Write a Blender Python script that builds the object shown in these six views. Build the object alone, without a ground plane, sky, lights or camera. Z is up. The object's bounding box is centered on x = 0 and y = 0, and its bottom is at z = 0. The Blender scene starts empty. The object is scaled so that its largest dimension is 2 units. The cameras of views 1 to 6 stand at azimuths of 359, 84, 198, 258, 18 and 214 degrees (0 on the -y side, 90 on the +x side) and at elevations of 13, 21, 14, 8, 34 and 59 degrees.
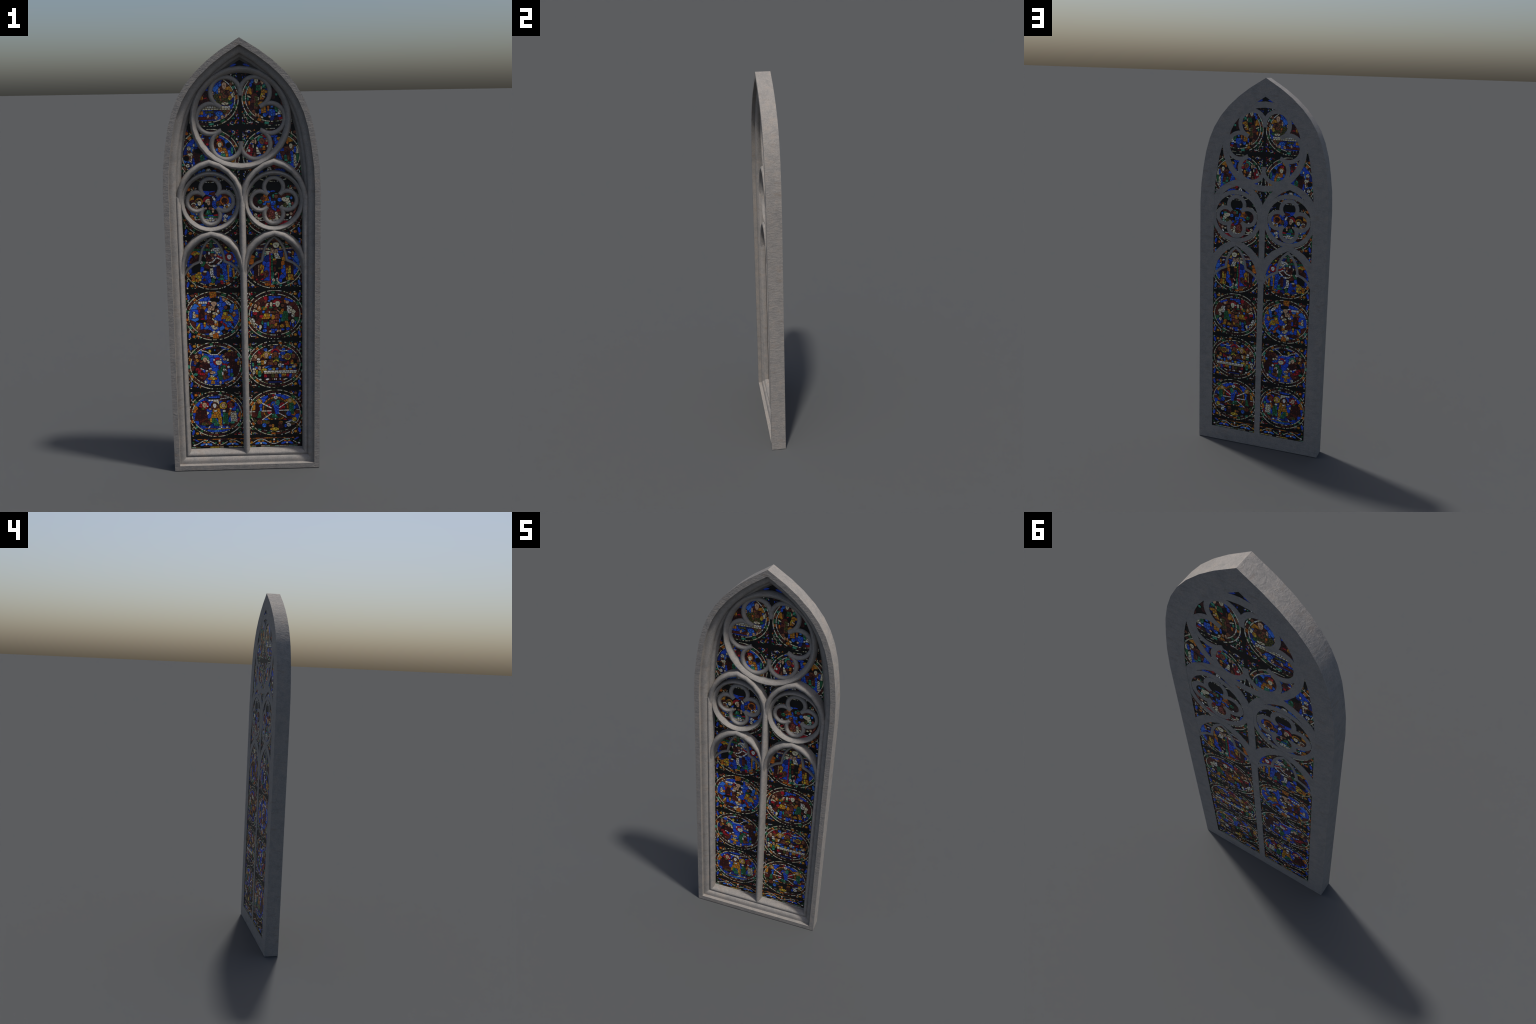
"""Gothic tracery window: a pointed stone frame with stepped mouldings, a mullion,
lancet arches, roundels with quatrefoils and a hexafoil rose, glazed with leaded
stained glass.  Metres, z up, front faces -y."""
import bpy, math, random
import numpy as np
from mathutils import Vector

rng = random.Random(4711)

# ---------------------------------------------------------------- main sizes
HALF_DEPTH = 0.0385          # the stone is 77 mm deep
GLASS_Y = 0.0355             # middle of the glazing, close to the back face
HALF_WIDTH = 0.348
SPRING_Z = 1.352             # where the jambs start to curve
REVEAL = 0.0775              # frame thickness seen from behind
MULLION = 0.0155             # half width of the mullion
LIGHT_X = 0.1432             # middle line of each light

# ---------------------------------------------------------------- materials
def node(tree, kind, **values):
    n = tree.nodes.new(kind)
    for key, value in values.items():
        if key in n.inputs:
            n.inputs[key].default_value = value
        else:
            setattr(n, key, value)
    return n


def start(name):
    mat = bpy.data.materials.new(name)
    mat.use_nodes = True
    tree = mat.node_tree
    tree.nodes.clear()
    out = node(tree, 'ShaderNodeOutputMaterial')
    bsdf = node(tree, 'ShaderNodeBsdfPrincipled')
    tree.links.new(bsdf.outputs[0], out.inputs[0])
    coord = node(tree, 'ShaderNodeTexCoord')
    return mat, tree, bsdf, coord


def ramp(tree, stops):
    r = node(tree, 'ShaderNodeValToRGB')
    el = r.color_ramp.elements
    while len(el) > 1:
        el.remove(el[-1])
    el[0].position, el[0].color = stops[0][0], (*stops[0][1], 1)
    for pos, col in stops[1:]:
        e = el.new(pos)
        e.color = (*col, 1)
    return r


def stone(name, tooling):
    """Pale grey limestone; tooling = strength of the horizontal chisel wrinkles."""
    mat, tree, bsdf, coord = start(name)
    link = tree.links.new
    cloud = node(tree, 'ShaderNodeTexNoise', Scale=26.0, Detail=7.0, Roughness=0.70)
    link(coord.outputs['Object'], cloud.inputs['Vector'])
    tint = ramp(tree, [(0.30, STONE_DARK), (0.52, STONE), (0.66, STONE_WARM), (0.80, STONE)])
    link(cloud.outputs[0], tint.inputs[0])
    grain = node(tree, 'ShaderNodeTexNoise', Scale=210.0, Detail=4.0, Roughness=0.7)
    link(coord.outputs['Object'], grain.inputs['Vector'])
    speck = ramp(tree, [(0.32, (0.80, 0.80, 0.80)), (0.62, (1.06, 1.06, 1.06))])
    link(grain.outputs[0], speck.inputs[0])
    mix = node(tree, 'ShaderNodeMix', data_type='RGBA', blend_type='MULTIPLY')
    mix.inputs[0].default_value = 1.0
    link(tint.outputs[0], mix.inputs[6])
    link(speck.outputs[0], mix.inputs[7])
    # rusty brown dabs
    spots = node(tree, 'ShaderNodeTexNoise', Scale=38.0, Detail=5.0, Roughness=0.6)
    stretch0 = node(tree, 'ShaderNodeMapping')
    stretch0.inputs['Scale'].default_value = (0.5, 0.5, 1.6)
    link(coord.outputs['Object'], stretch0.inputs['Vector'])
    link(stretch0.outputs[0], spots.inputs['Vector'])
    mask = ramp(tree, [(0.57, (0, 0, 0)), (0.72, (0.50, 0.50, 0.50))])
    link(spots.outputs[0], mask.inputs[0])
    rust = node(tree, 'ShaderNodeMix', data_type='RGBA')
    link(mask.outputs[0], rust.inputs[0])
    link(mix.outputs[2], rust.inputs[6])
    rust.inputs[7].default_value = (*STONE_RUST, 1)
    link(rust.outputs[2], bsdf.inputs['Base Color'])
    bsdf.inputs['Roughness'].default_value = 0.75
    bsdf.inputs['Specular IOR Level'].default_value = 0.35
    stretch = node(tree, 'ShaderNodeMapping')
    stretch.inputs['Scale'].default_value = (0.50, 0.50, 1.0)
    link(coord.outputs['Object'], stretch.inputs['Vector'])
    wrinkle = node(tree, 'ShaderNodeTexNoise', Scale=88.0, Detail=6.0, Roughness=0.66, Distortion=0.7)
    link(stretch.outputs[0], wrinkle.inputs['Vector'])
    bump = node(tree, 'ShaderNodeBump', Strength=tooling, Distance=0.006)
    link(wrinkle.outputs[0], bump.inputs['Height'])
    link(bump.outputs[0], bsdf.inputs['Normal'])
    return mat


STONE = (0.246, 0.230, 0.214)
STONE_DARK = (0.196, 0.187, 0.178)
STONE_WARM = (0.274, 0.244, 0.216)
STONE_RUST = (0.180, 0.140, 0.110)

# the painter's palette: base colour of each kind of glass
PALETTE = {
    'blue': (0.018, 0.088, 0.70), 'navy': (0.008, 0.028, 0.24), 'azure': (0.040, 0.19, 0.76),
    'sky': (0.10, 0.22, 0.75), 'red': (0.50, 0.010, 0.024), 'maroon': (0.050, 0.007, 0.008),
    'rust': (0.125, 0.020, 0.012), 'brown': (0.24, 0.075, 0.034), 'salmon': (0.36, 0.075, 0.055),
    'orange': (0.66, 0.17, 0.012), 'ochre': (0.64, 0.26, 0.018), 'yellow': (0.76, 0.52, 0.040),
    'olive': (0.105, 0.100, 0.020), 'green': (0.022, 0.16, 0.060), 'teal': (0.05, 0.34, 0.21),
    'mint': (0.30, 0.62, 0.47), 'flesh': (0.70, 0.42, 0.25), 'cream': (0.80, 0.70, 0.46),
    'white': (0.86, 0.85, 0.78),
}
LEAD = (0.0035, 0.0035, 0.0040)
# a glazier never cuts one robe from one sheet: near kin of each colour
KIN = {
    'ochre': ('ochre', 'ochre', 'ochre', 'yellow', 'orange'), 'yellow': ('yellow', 'ochre', 'yellow'), 'orange': ('orange', 'ochre', 'orange'),
    'maroon': ('maroon', 'rust', 'maroon', 'maroon'), 'rust': ('rust', 'brown', 'rust', 'maroon'), 'red': ('red', 'red', 'maroon'),
    'green': ('green', 'green', 'green', 'teal'), 'teal': ('teal', 'teal', 'green'), 'olive': ('olive', 'olive', 'brown'),
    'white': ('white', 'white', 'cream'), 'cream': ('cream', 'white', 'cream'), 'blue': ('blue', 'blue', 'azure', 'blue'),
    'azure': ('azure', 'azure', 'blue'), 'brown': ('brown', 'rust', 'brown'), 'salmon': ('salmon', 'brown', 'salmon'),
}


def glass(name, colour):
    """Painted glass: a clear bright middle tone, mottled with brown-black wash."""
    mat, tree, bsdf, coord = start(name)
    link = tree.links.new
    wash = node(tree, 'ShaderNodeTexNoise', Scale=120.0, Detail=3.0, Roughness=0.6)
    link(coord.outputs['Object'], wash.inputs['Vector'])
    dark = tuple(c * (0.72 if min(colour) > 0.3 else 0.55) for c in colour)
    light = tuple(min(0.92, c * 1.40 + 0.006) for c in colour)
    tone = ramp(tree, [(0.30, dark), (0.50, colour), (0.70, light)])
    link(wash.outputs[0], tone.inputs[0])
    trace = node(tree, 'ShaderNodeTexVoronoi', feature='DISTANCE_TO_EDGE', Scale=105.0)
    link(coord.outputs['Object'], trace.inputs['Vector'])
    line = ramp(tree, [(0.02, (0.22, 0.20, 0.18)), (0.10, (1, 1, 1))])
    link(trace.outputs[0], line.inputs[0])
    painted = node(tree, 'ShaderNodeMix', data_type='RGBA', blend_type='MULTIPLY')
    painted.inputs[0].default_value = 0.42
    link(tone.outputs[0], painted.inputs[6])
    link(line.outputs[0], painted.inputs[7])
    link(painted.outputs[2], bsdf.inputs['Base Color'])
    bsdf.inputs['Roughness'].default_value = 0.42
    bsdf.inputs['Specular IOR Level'].default_value = 0.35
    return mat


def lead_metal():
    mat, tree, bsdf, coord = start('lead')
    bsdf.inputs['Base Color'].default_value = (*LEAD, 1)
    bsdf.inputs['Roughness'].default_value = 0.5
    bsdf.inputs['Specular IOR Level'].default_value = 0.3
    return mat


ROUGH_STONE = stone('tooled_limestone', 0.50)
SMOOTH_STONE = stone('dressed_limestone', 0.16)
GLASS = {k: glass(k + '_glass', c) for k, c in PALETTE.items()}
# the same glass under the painter's dark wash, for the rim of each pane
# (on pale glass the wash is a brown stain)
GLASS.update({k + '_wash': glass(k + '_washed_glass', (0.24, 0.135, 0.06) if min(c) > 0.2 else tuple(v * 0.50 for v in c)) for k, c in PALETTE.items()})
LEAD_METAL = lead_metal()

# ---------------------------------------------------------------- object helpers
def add(name, verts, faces, materials, parent=None, smooth=True, slots=None, angle=32):
    mesh = bpy.data.meshes.new(name)
    mesh.from_pydata([tuple(v) for v in verts], [], faces)
    mesh.validate()
    for m in materials:
        mesh.materials.append(m)
    if slots is not None:
        mesh.polygons.foreach_set('material_index', slots)
    if smooth:
        mesh.shade_smooth()
        mesh.set_sharp_from_angle(angle=math.radians(angle))
    obj = bpy.data.objects.new(name, mesh)
    bpy.context.scene.collection.objects.link(obj)
    obj.parent = parent
    return obj


def face_out(obj, angle=32):
    import bmesh
    bm = bmesh.new()
    bm.from_mesh(obj.data)
    bmesh.ops.recalc_face_normals(bm, faces=bm.faces)
    bm.to_mesh(obj.data)
    bm.free()
    obj.data.set_sharp_from_angle(angle=math.radians(angle))
    return obj


def inset(path, t, closed=True):
    """Parallel of a counter-clockwise polyline, moved t to its left (inwards), mitred."""
    p = np.array(path, float)
    n = len(p)
    out = []
    for i in range(n):
        a, b, c = p[(i - 1) % n], p[i], p[(i + 1) % n]
        d0, d1 = (b - a) / np.linalg.norm(b - a), (c - b) / np.linalg.norm(c - b)
        n0, n1 = np.array((-d0[1], d0[0])), np.array((-d1[1], d1[0]))
        m = (n0 + n1) / np.linalg.norm(n0 + n1)
        out.append(b + m * t / max(0.3, m.dot(n0)))
    return np.array(out)


# ---------------------------------------------------------------- the frame
# right half of the pointed outline, springing to apex, in the facets of the original arch
HALF_ARCH = [(0.348, SPRING_Z), (0.343, 1.450), (0.3315, 1.540), (0.317, 1.622), (0.297, 1.692),
             (0.272, 1.750), (0.238, 1.8055), (0.195, 1.8565), (0.140, 1.9070), (0.0825, 1.9495)]
SHAFT_TOP = 1.318
OUTLINE = ([(-HALF_WIDTH, 0.0), (HALF_WIDTH, 0.0), (HALF_WIDTH, SHAFT_TOP)] + HALF_ARCH + [(0.0, 2.0)]
           + [(-x, z) for x, z in reversed(HALF_ARCH)] + [(-HALF_WIDTH, SHAFT_TOP)])


def quarter(t0, y0, t1, y1, steps=6):
    """Quarter round from (t0, y0), lying along the face, to (t1, y1), going straight back."""
    return [(t0 + (t1 - t0) * math.sin(k * math.pi / 2 / steps), y1 + (y0 - y1) * math.cos(k * math.pi / 2 / steps))
            for k in range(steps + 1)]


def half_round(t0, t1, y_foot, y_crest, steps=9):
    """A shaft: half round between two insets."""
    return [((t0 + t1) / 2 - (t1 - t0) / 2 * math.cos(math.pi * k / steps), y_foot + (y_crest - y_foot) * math.sin(math.pi * k / steps))
            for k in range(steps + 1)]


STEP, GROOVE = 0.0243, 0.0540
MOULDING = ([(STEP, -HALF_DEPTH), (STEP + 0.0004, -0.0200)] + quarter(0.0310, -0.0196, GROOVE, -0.0005, 8)
            + quarter(GROOVE + 0.0003, 0.0110, 0.0670, 0.0225) + [(REVEAL - 0.0015, 0.0360), (REVEAL, HALF_DEPTH)])
# the shaft repeats the mullion's nose; its outer part is buried in the first roll
SHAFT = half_round(HALF_WIDTH - 2 * LIGHT_X - MULLION, HALF_WIDTH - 2 * LIGHT_X + MULLION, 0.0190, -0.0080, 14)


def sweep_frame(profile, parent, name, material, edges):
    """Sweep (inset, y) points along the chosen edges of the outline."""
    rings = [inset(OUTLINE, t) for t, _ in profile]
    n, m = len(OUTLINE), len(profile)
    verts = [(r[i][0], y, r[i][1]) for r, (_, y) in zip(rings, profile) for i in range(n)]
    faces = [(k * n + i, k * n + (i + 1) % n, (k + 1) * n + (i + 1) % n, (k + 1) * n + i)
             for k in range(m - 1) for i in edges]
    used = sorted({v for f in faces for v in f})
    index = {v: j for j, v in enumerate(used)}
    return add(name, [verts[v] for v in used], [tuple(index[v] for v in f) for f in faces], [material], parent)


# ---------------------------------------------------------------- tracery bars
def nose(crest, wall, back, steps=10):
    """Section of a bar as (share of the width, y): back, side wall, rounded nose, wall, back."""
    pts = [(0.0, back), (0.0, wall)]
    flat = (wall - crest) / 0.0155 if wall - crest > 0.0155 else 1.0    # keep facets even on a deep nose
    for k in range(1, steps):
        a = math.pi * k / steps
        a = math.atan2(math.sin(a) * flat, math.cos(a)) if flat > 1 else a
        pts.append((0.5 - 0.5 * math.cos(a), wall + (crest - wall) * math.sin(a)))
    return pts + [(1.0, wall), (1.0, back)]


def bar(name, parent, left, right, section, closed=False, material=None, sink=None):
    """Loft a bar between its two plan edges; sink buries the front of single stations."""
    left, right = np.array(left, float), np.array(right, float)
    n, m = len(left), len(section)
    verts = []
    for share, y in section:
        line = left + (right - left) * share
        verts += [(x, min(y + sink[i], 0.0355) if sink and y < 0.030 else y, z) for i, (x, z) in enumerate(line)]
    faces = []
    for k in range(m):
        k2 = (k + 1) % m
        for i in range(n if closed else n - 1):
            j = (i + 1) % n
            faces.append((k * n + i, k * n + j, k2 * n + j, k2 * n + i))
    if not closed:
        faces.append(tuple(k * n for k in range(m)))
        faces.append(tuple(k * n + n - 1 for k in reversed(range(m))))
    return face_out(add(name, verts, faces, [material or SMOOTH_STONE], parent), 44)


def arch_bar(name, parent, front, back, lift, sink):
    """An arch whose slim rounded front follows other lines than its broader back."""
    (fi, fo), (bi, bo) = front, back
    y_back, rows = HALF_DEPTH - lift, []
    rows += [(np.array(bi), y_back), (np.array(bi), 0.0345)]
    for f, y in nose(-0.0080, 0.0060, 0.0060, 11)[1:-1]:
        rows.append((np.array(fi) + (np.array(fo) - np.array(fi)) * f, y))
    rows += [(np.array(bo), 0.0345), (np.array(bo), y_back)]
    n, m = len(fi), len(rows)
    verts = [(x, min(y + sink[i], 0.0340) if y < 0.030 else y, z) for line, y in rows for i, (x, z) in enumerate(line)]
    faces = [(k * n + i, k * n + i + 1, (k + 1) % m * n + i + 1, (k + 1) % m * n + i) for k in range(m) for i in range(n - 1)]
    faces += [tuple(k * n for k in range(m)), tuple(k * n + n - 1 for k in reversed(range(m)))]
    return face_out(add(name, verts, faces, [SMOOTH_STONE], parent), 44)


def arc(cx, cz, r, a0, a1, n):
    return [(cx + r * math.cos(math.radians(a0 + (a1 - a0) * k / n)), cz + r * math.sin(math.radians(a0 + (a1 - a0) * k / n)))
            for k in range(n + 1)]


def circle(cx, cz, r, n):
    return arc(cx, cz, r, 90, 450, n)[:-1]


def spline(points, n):
    """Smooth Catmull-Rom curve resampled to n points."""
    p = [np.array(q, float) for q in points]
    p = [2 * p[0] - p[1]] + p + [2 * p[-1] - p[-2]]
    fine = []
    for i in range(1, len(p) - 2):
        for k in range(24):
            t = k / 24
            fine.append(0.5 * (2 * p[i] + (p[i + 1] - p[i - 1]) * t + (2 * p[i - 1] - 5 * p[i] + 4 * p[i + 1] - p[i + 2]) * t * t
                               + (3 * p[i] - p[i - 1] - 3 * p[i + 1] + p[i + 2]) * t ** 3))
    fine.append(p[-2])
    fine = np.array(fine)
    d = np.concatenate([[0], np.cumsum(np.linalg.norm(np.diff(fine, axis=0), axis=1))])
    s = np.linspace(0, d[-1], n)
    return np.stack([np.interp(s, d, fine[:, 0]), np.interp(s, d, fine[:, 1])], 1)


def pointed(half_points, n):
    """A whole arch, mirrored about the middle line of the light."""
    half = spline(half_points, n)
    other = [(2 * LIGHT_X - x, z) for x, z in half[::-1][1:]]
    return np.concatenate([half, other])


def mirrored(points, side):
    return [(side * x, z) for x, z in points]


def build_stone(root):
    n = len(OUTLINE)
    # outer block: back face, outer sides, front band
    block_profile = [(REVEAL, HALF_DEPTH), (0.0, HALF_DEPTH), (0.0, -HALF_DEPTH), (STEP, -HALF_DEPTH)]
    frame = sweep_frame(block_profile, root, 'frame', ROUGH_STONE, range(n))
    face_up(frame)
    moulding = sweep_frame(MOULDING, root, 'moulding', SMOOTH_STONE, range(1, n))
    sill = sweep_frame(MOULDING, root, 'sill', SMOOTH_STONE, [0])
    # the shaft stands in the groove of jambs and sill and ends where the upper arches spring
    shaft = sweep_frame(SHAFT, root, 'shaft', SMOOTH_STONE, [n - 2, n - 1, 0, 1, 2])
    for v in shaft.data.vertices:
        if v.co.z > SHAFT_TOP + 0.015:
            v.co.y = min(v.co.y + 0.020, 0.0340)
    for part in (moulding, sill, shaft):
        face_up(part)

    first = lambda lift: nose(-0.0080, 0.0190, HALF_DEPTH - lift, 12)
    # rings: broad inner slope, narrow front, fine step on the outer slope
    ring_section = lambda lift: [(0, HALF_DEPTH - lift), (0, 0.0300), (0.10, 0.0195), (0.27, 0.0105), (0.45, 0.0050), (0.60, RING_CREST),
                                 (0.70, 0.0040), (0.735, 0.0070), (0.79, 0.0070), (0.90, 0.0130), (1, 0.0240), (1, HALF_DEPTH - lift)]
    foil_section = lambda lift: nose(FOIL_CREST, 0.033, HALF_DEPTH - lift, 6)

    bar('mullion', root, [(-MULLION, z) for z in (0.066, 1.322, 1.352)], [(MULLION, z) for z in (0.066, 1.322, 1.352)], first(0.0001), sink=[0, 0, 0.018])

    lancet_in = pointed([(0.0157, 0.905), (0.0165, 0.960), (0.0385, 1.0415), (0.085, 1.1025), (LIGHT_X, 1.1385)], 7)
    lancet_out = pointed([(-0.0150, 0.955), (-0.008, 1.035), (0.016, 1.0845), (0.060, 1.131), (0.108, 1.157), (LIGHT_X, 1.1685)], 7)
    upper_in = pointed([(0.0160, 1.262), (0.0185, 1.318), (0.035, 1.371), (0.054, 1.3985), (0.096, 1.4345), (LIGHT_X, 1.4555)], 7)
    upper_out = pointed([(-0.0150, 1.290), (-0.010, 1.342), (0.003, 1.3745), (0.020, 1.406), (0.047, 1.4385), (0.093, 1.470), (LIGHT_X, 1.489)], 7)
    lancet_front = (pointed([(0.0110, 0.930), (0.0140, 0.985), (0.0195, 1.0246), (0.029, 1.053), (0.0452, 1.0775), (0.0657, 1.097), (0.092, 1.116), (0.117, 1.130), (LIGHT_X, 1.1378)], 7),
                    pointed([(-0.0110, 0.945), (-0.0045, 1.008), (0.0064, 1.045), (0.0182, 1.076), (0.0374, 1.102), (0.0626, 1.128), (0.0935, 1.1475), (0.118, 1.157), (LIGHT_X, 1.1625)], 7))
    upper_front = (pointed([(0.0110, 1.255), (0.0138, 1.300), (0.0186, 1.334), (0.0292, 1.3667), (0.0496, 1.402), (0.0806, 1.4315), (0.1167, 1.451), (LIGHT_X, 1.4580)], 7),
                   pointed([(-0.0112, 1.262), (-0.0104, 1.320), (-0.0015, 1.3515), (0.014, 1.387), (0.040, 1.4247), (0.0736, 1.454), (0.1068, 1.4734), (LIGHT_X, 1.4850)], 7))
    cusp_line = [(0.010, 0.950), (0.030, 0.981), (0.057, 1.0035), (0.0865, 1.0165), (0.0905, 1.045), (0.0995, 1.076), (0.118, 1.106), (LIGHT_X, 1.1285)]
    cusp_line = cusp_line + [(2 * LIGHT_X - x, z) for x, z in cusp_line[::-1][1:]]

    fade = [0.0035, 0.0008] + [0] * 9 + [0.0008, 0.0035]
    for side in (-1, 1):
        lift = 0.0003 if side > 0 else 0.0002
        both = lambda pair: [mirrored(line, side) for line in pair]
        lancet = arch_bar('lancet_arch', root, both(lancet_front), both((lancet_in, lancet_out)), lift, fade)
        line = np.array(mirrored(cusp_line, side))
        a, b = parallel(line, -0.0063), parallel(line, 0.0063)
        bar('cusped_arch', lancet, a, b, nose(CUSP_CREST, 0.033, HALF_DEPTH - lift - 0.0002, 5))
        arch_bar('relieving_arch', root, both(upper_front), both((upper_in, upper_out)), lift + 0.0003, fade)
        cx, cz = side * LIGHT_X, 1.2942
        ring = bar('roundel_ring', root, circle(cx, cz, 0.1162, 32), circle(cx, cz, 0.1385, 32), ring_section(lift + 0.0005), closed=True)
        for k in range(4):
            out_dir = 90 * k
            fx, fz = cx + 0.0613 * math.cos(math.radians(out_dir)), cz + 0.0613 * math.sin(math.radians(out_dir))
            reach = 135 + 5
            bar('quatrefoil_lobe', ring, arc(fx, fz, 0.0335, out_dir - reach, out_dir + reach, 22),
                arc(fx, fz, 0.0535, out_dir - reach, out_dir + reach, 22), foil_section(lift + 0.0007 + 0.0001 * (k % 2)))
    rose = bar('rose_ring', root, circle(0, 1.661, 0.1955, 32), circle(0, 1.661, 0.2255, 32), ring_section(0.0004), closed=True)
    for k in range(6):
        out_dir = 60 * k
        fx, fz = 0.1302 * math.cos(math.radians(out_dir)), 1.661 + 0.1302 * math.sin(math.radians(out_dir))
        reach = 120 + 11.5
        bar('hexafoil_lobe', rose, arc(fx, fz, 0.0556, out_dir - reach, out_dir + reach, 22),
            arc(fx, fz, 0.0762, out_dir - reach, out_dir + reach, 22), foil_section(0.0006 + 0.0001 * (k % 2)))


RING_CREST, FOIL_CREST, CUSP_CREST = 0.0028, 0.0210, 0.0240


def parallel(line, d):
    p = np.array(line, float)
    out = []
    for i in range(len(p)):
        d0 = p[i] - p[max(i - 1, 0)]
        d1 = p[min(i + 1, len(p) - 1)] - p[i]
        d0 = d1 if i == 0 else d0
        d1 = d0 if i == len(p) - 1 else d1
        d0, d1 = d0 / np.linalg.norm(d0), d1 / np.linalg.norm(d1)
        n0, n1 = np.array((-d0[1], d0[0])), np.array((-d1[1], d1[0]))
        m = (n0 + n1) / np.linalg.norm(n0 + n1)
        out.append(p[i] + m * d / max(0.6, m.dot(n0)))
    return np.array(out)


def face_up(obj):
    """Open sheets of the frame: turn every face towards the outside of the stone."""
    mesh = obj.data
    flip = []
    for poly in mesh.polygons:
        c, nrm = poly.center, poly.normal
        # from the solid's core line (inset 40 mm, mid depth) outwards
        core = core_point(c)
        if (Vector(c) - core).dot(nrm) < 0:
            flip.append(poly.index)
    import bmesh
    bm = bmesh.new()
    bm.from_mesh(mesh)
    bm.faces.ensure_lookup_table()
    if flip:
        bmesh.ops.reverse_faces(bm, faces=[bm.faces[i] for i in flip])
    bm.to_mesh(mesh)
    bm.free()
    mesh.set_sharp_from_angle(angle=math.radians(40))


CORE = None


def core_point(c):
    """Nearest point on the middle of the frame's stone (inset 30 mm, at y = 18 mm)."""
    global CORE
    if CORE is None:
        CORE = inset(OUTLINE, 0.030)
    best, where = 1e9, None
    q = np.array((c[0], c[2]))
    for a, b in zip(CORE, np.roll(CORE, -1, 0)):
        ab = b - a
        t = min(1, max(0, (q - a).dot(ab) / ab.dot(ab)))
        p = a + ab * t
        d = np.linalg.norm(q - p)
        if d < best:
            best, where = d, p
    return Vector((where[0], 0.018, where[1]))


# ---------------------------------------------------------------- leaded glass
OPENING = [tuple(p) for p in inset(OUTLINE, REVEAL - 0.006)]
PANES = []      # (outline, colour, layer)
CAMES = []      # (outline, layer)
LAYER = 0.00002
GAP = 0.0013    # width of a lead came between two shards


def clip(poly, px, pz, nx, nz):
    """Part of a convex outline on the side of the line away from its normal."""
    out = []
    n = len(poly)
    for i in range(n):
        a, b = poly[i], poly[(i + 1) % n]
        da = (a[0] - px) * nx + (a[1] - pz) * nz
        db = (b[0] - px) * nx + (b[1] - pz) * nz
        if da <= 0:
            out.append(a)
        if (da < 0 < db) or (db < 0 < da):
            t = da / (da - db)
            out.append((a[0] + (b[0] - a[0]) * t, a[1] + (b[1] - a[1]) * t))
    return out


def area(poly):
    return 0.5 * abs(sum(poly[i - 1][0] * poly[i][1] - poly[i][0] * poly[i - 1][1] for i in range(len(poly))))


def ellipse(cx, cz, rx, rz, n=16, turn=0.0):
    ca, sa = math.cos(math.radians(turn)), math.sin(math.radians(turn))
    out = []
    for k in range(n):
        x, z = rx * math.cos(2 * math.pi * k / n), rz * math.sin(2 * math.pi * k / n)
        out.append((cx + x * ca - z * sa, cz + x * sa + z * ca))
    return out


def shrink(poly, d):
    """Move every side of a convex counter-clockwise outline inwards by d (outwards if negative)."""
    cx = sum(p[0] for p in poly) / len(poly)
    cz = sum(p[1] for p in poly) / len(poly)
    if d < 0:
        out = []
        for x, z in poly:
            l = math.hypot(x - cx, z - cz) or 1
            out.append((x + (x - cx) / l * -d * 1.2, z + (z - cz) / l * -d * 1.2))
        return out
    out = list(poly)
    n = len(poly)
    for i in range(n):
        a, b = poly[i], poly[(i + 1) % n]
        l = math.hypot(b[0] - a[0], b[1] - a[1])
        if l < 1e-7:
            continue
        nx, nz = (b[1] - a[1]) / l, -(b[0] - a[0]) / l
        if (cx - a[0]) * nx + (cz - a[1]) * nz > 0:
            nx, nz = -nx, -nz
        out = clip(out, a[0] - nx * d, a[1] - nz * d, nx, nz)
        if len(out) < 3:
            return []
    return out


def shatter(poly, n, gap=GAP):
    """Cut a convex outline into about n shards with leads between them."""
    if n <= 1:
        return [poly]
    xs, zs = [p[0] for p in poly], [p[1] for p in poly]
    seeds = []
    for _ in range(n):
        best, far = None, -1
        for _ in range(7):
            for _ in range(12):
                q = (rng.uniform(min(xs), max(xs)), rng.uniform(min(zs), max(zs)))
                if inside(poly, q):
                    break
            d = min([math.hypot(q[0] - s[0], q[1] - s[1]) for s in seeds], default=1)
            if d > far:
                best, far = q, d
        seeds.append(best)
    shards = []
    for i, s in enumerate(seeds):
        cell = poly
        for j, o in enumerate(seeds):
            if i == j:
                continue
            dx, dz = o[0] - s[0], o[1] - s[1]
            l = math.hypot(dx, dz)
            if l < 1e-6:
                continue
            dx, dz = dx / l, dz / l
            cell = clip(cell, s[0] + dx * (l / 2 - gap / 2), s[1] + dz * (l / 2 - gap / 2), dx, dz)
            if len(cell) < 3:
                break
        if len(cell) >= 3 and area(cell) > 2e-6:
            shards.append(cell)
    return shards


def inside(poly, q):
    sign = 0
    for i in range(len(poly)):
        a, b = poly[i - 1], poly[i]
        c = (b[0] - a[0]) * (q[1] - a[1]) - (b[1] - a[1]) * (q[0] - a[0])
        if c:
            if sign and (c > 0) != (sign > 0):
                return False
            sign = c
    return True


def trim(poly, boundary):
    """Clip a convex outline by a convex counter-clockwise boundary."""
    n = len(boundary)
    for i in range(n):
        a, b = boundary[i], boundary[(i + 1) % n]
        l = math.hypot(b[0] - a[0], b[1] - a[1])
        poly = clip(poly, a[0], a[1], (b[1] - a[1]) / l, -(b[0] - a[0]) / l)
        if len(poly) < 3:
            return []
    return poly


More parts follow.
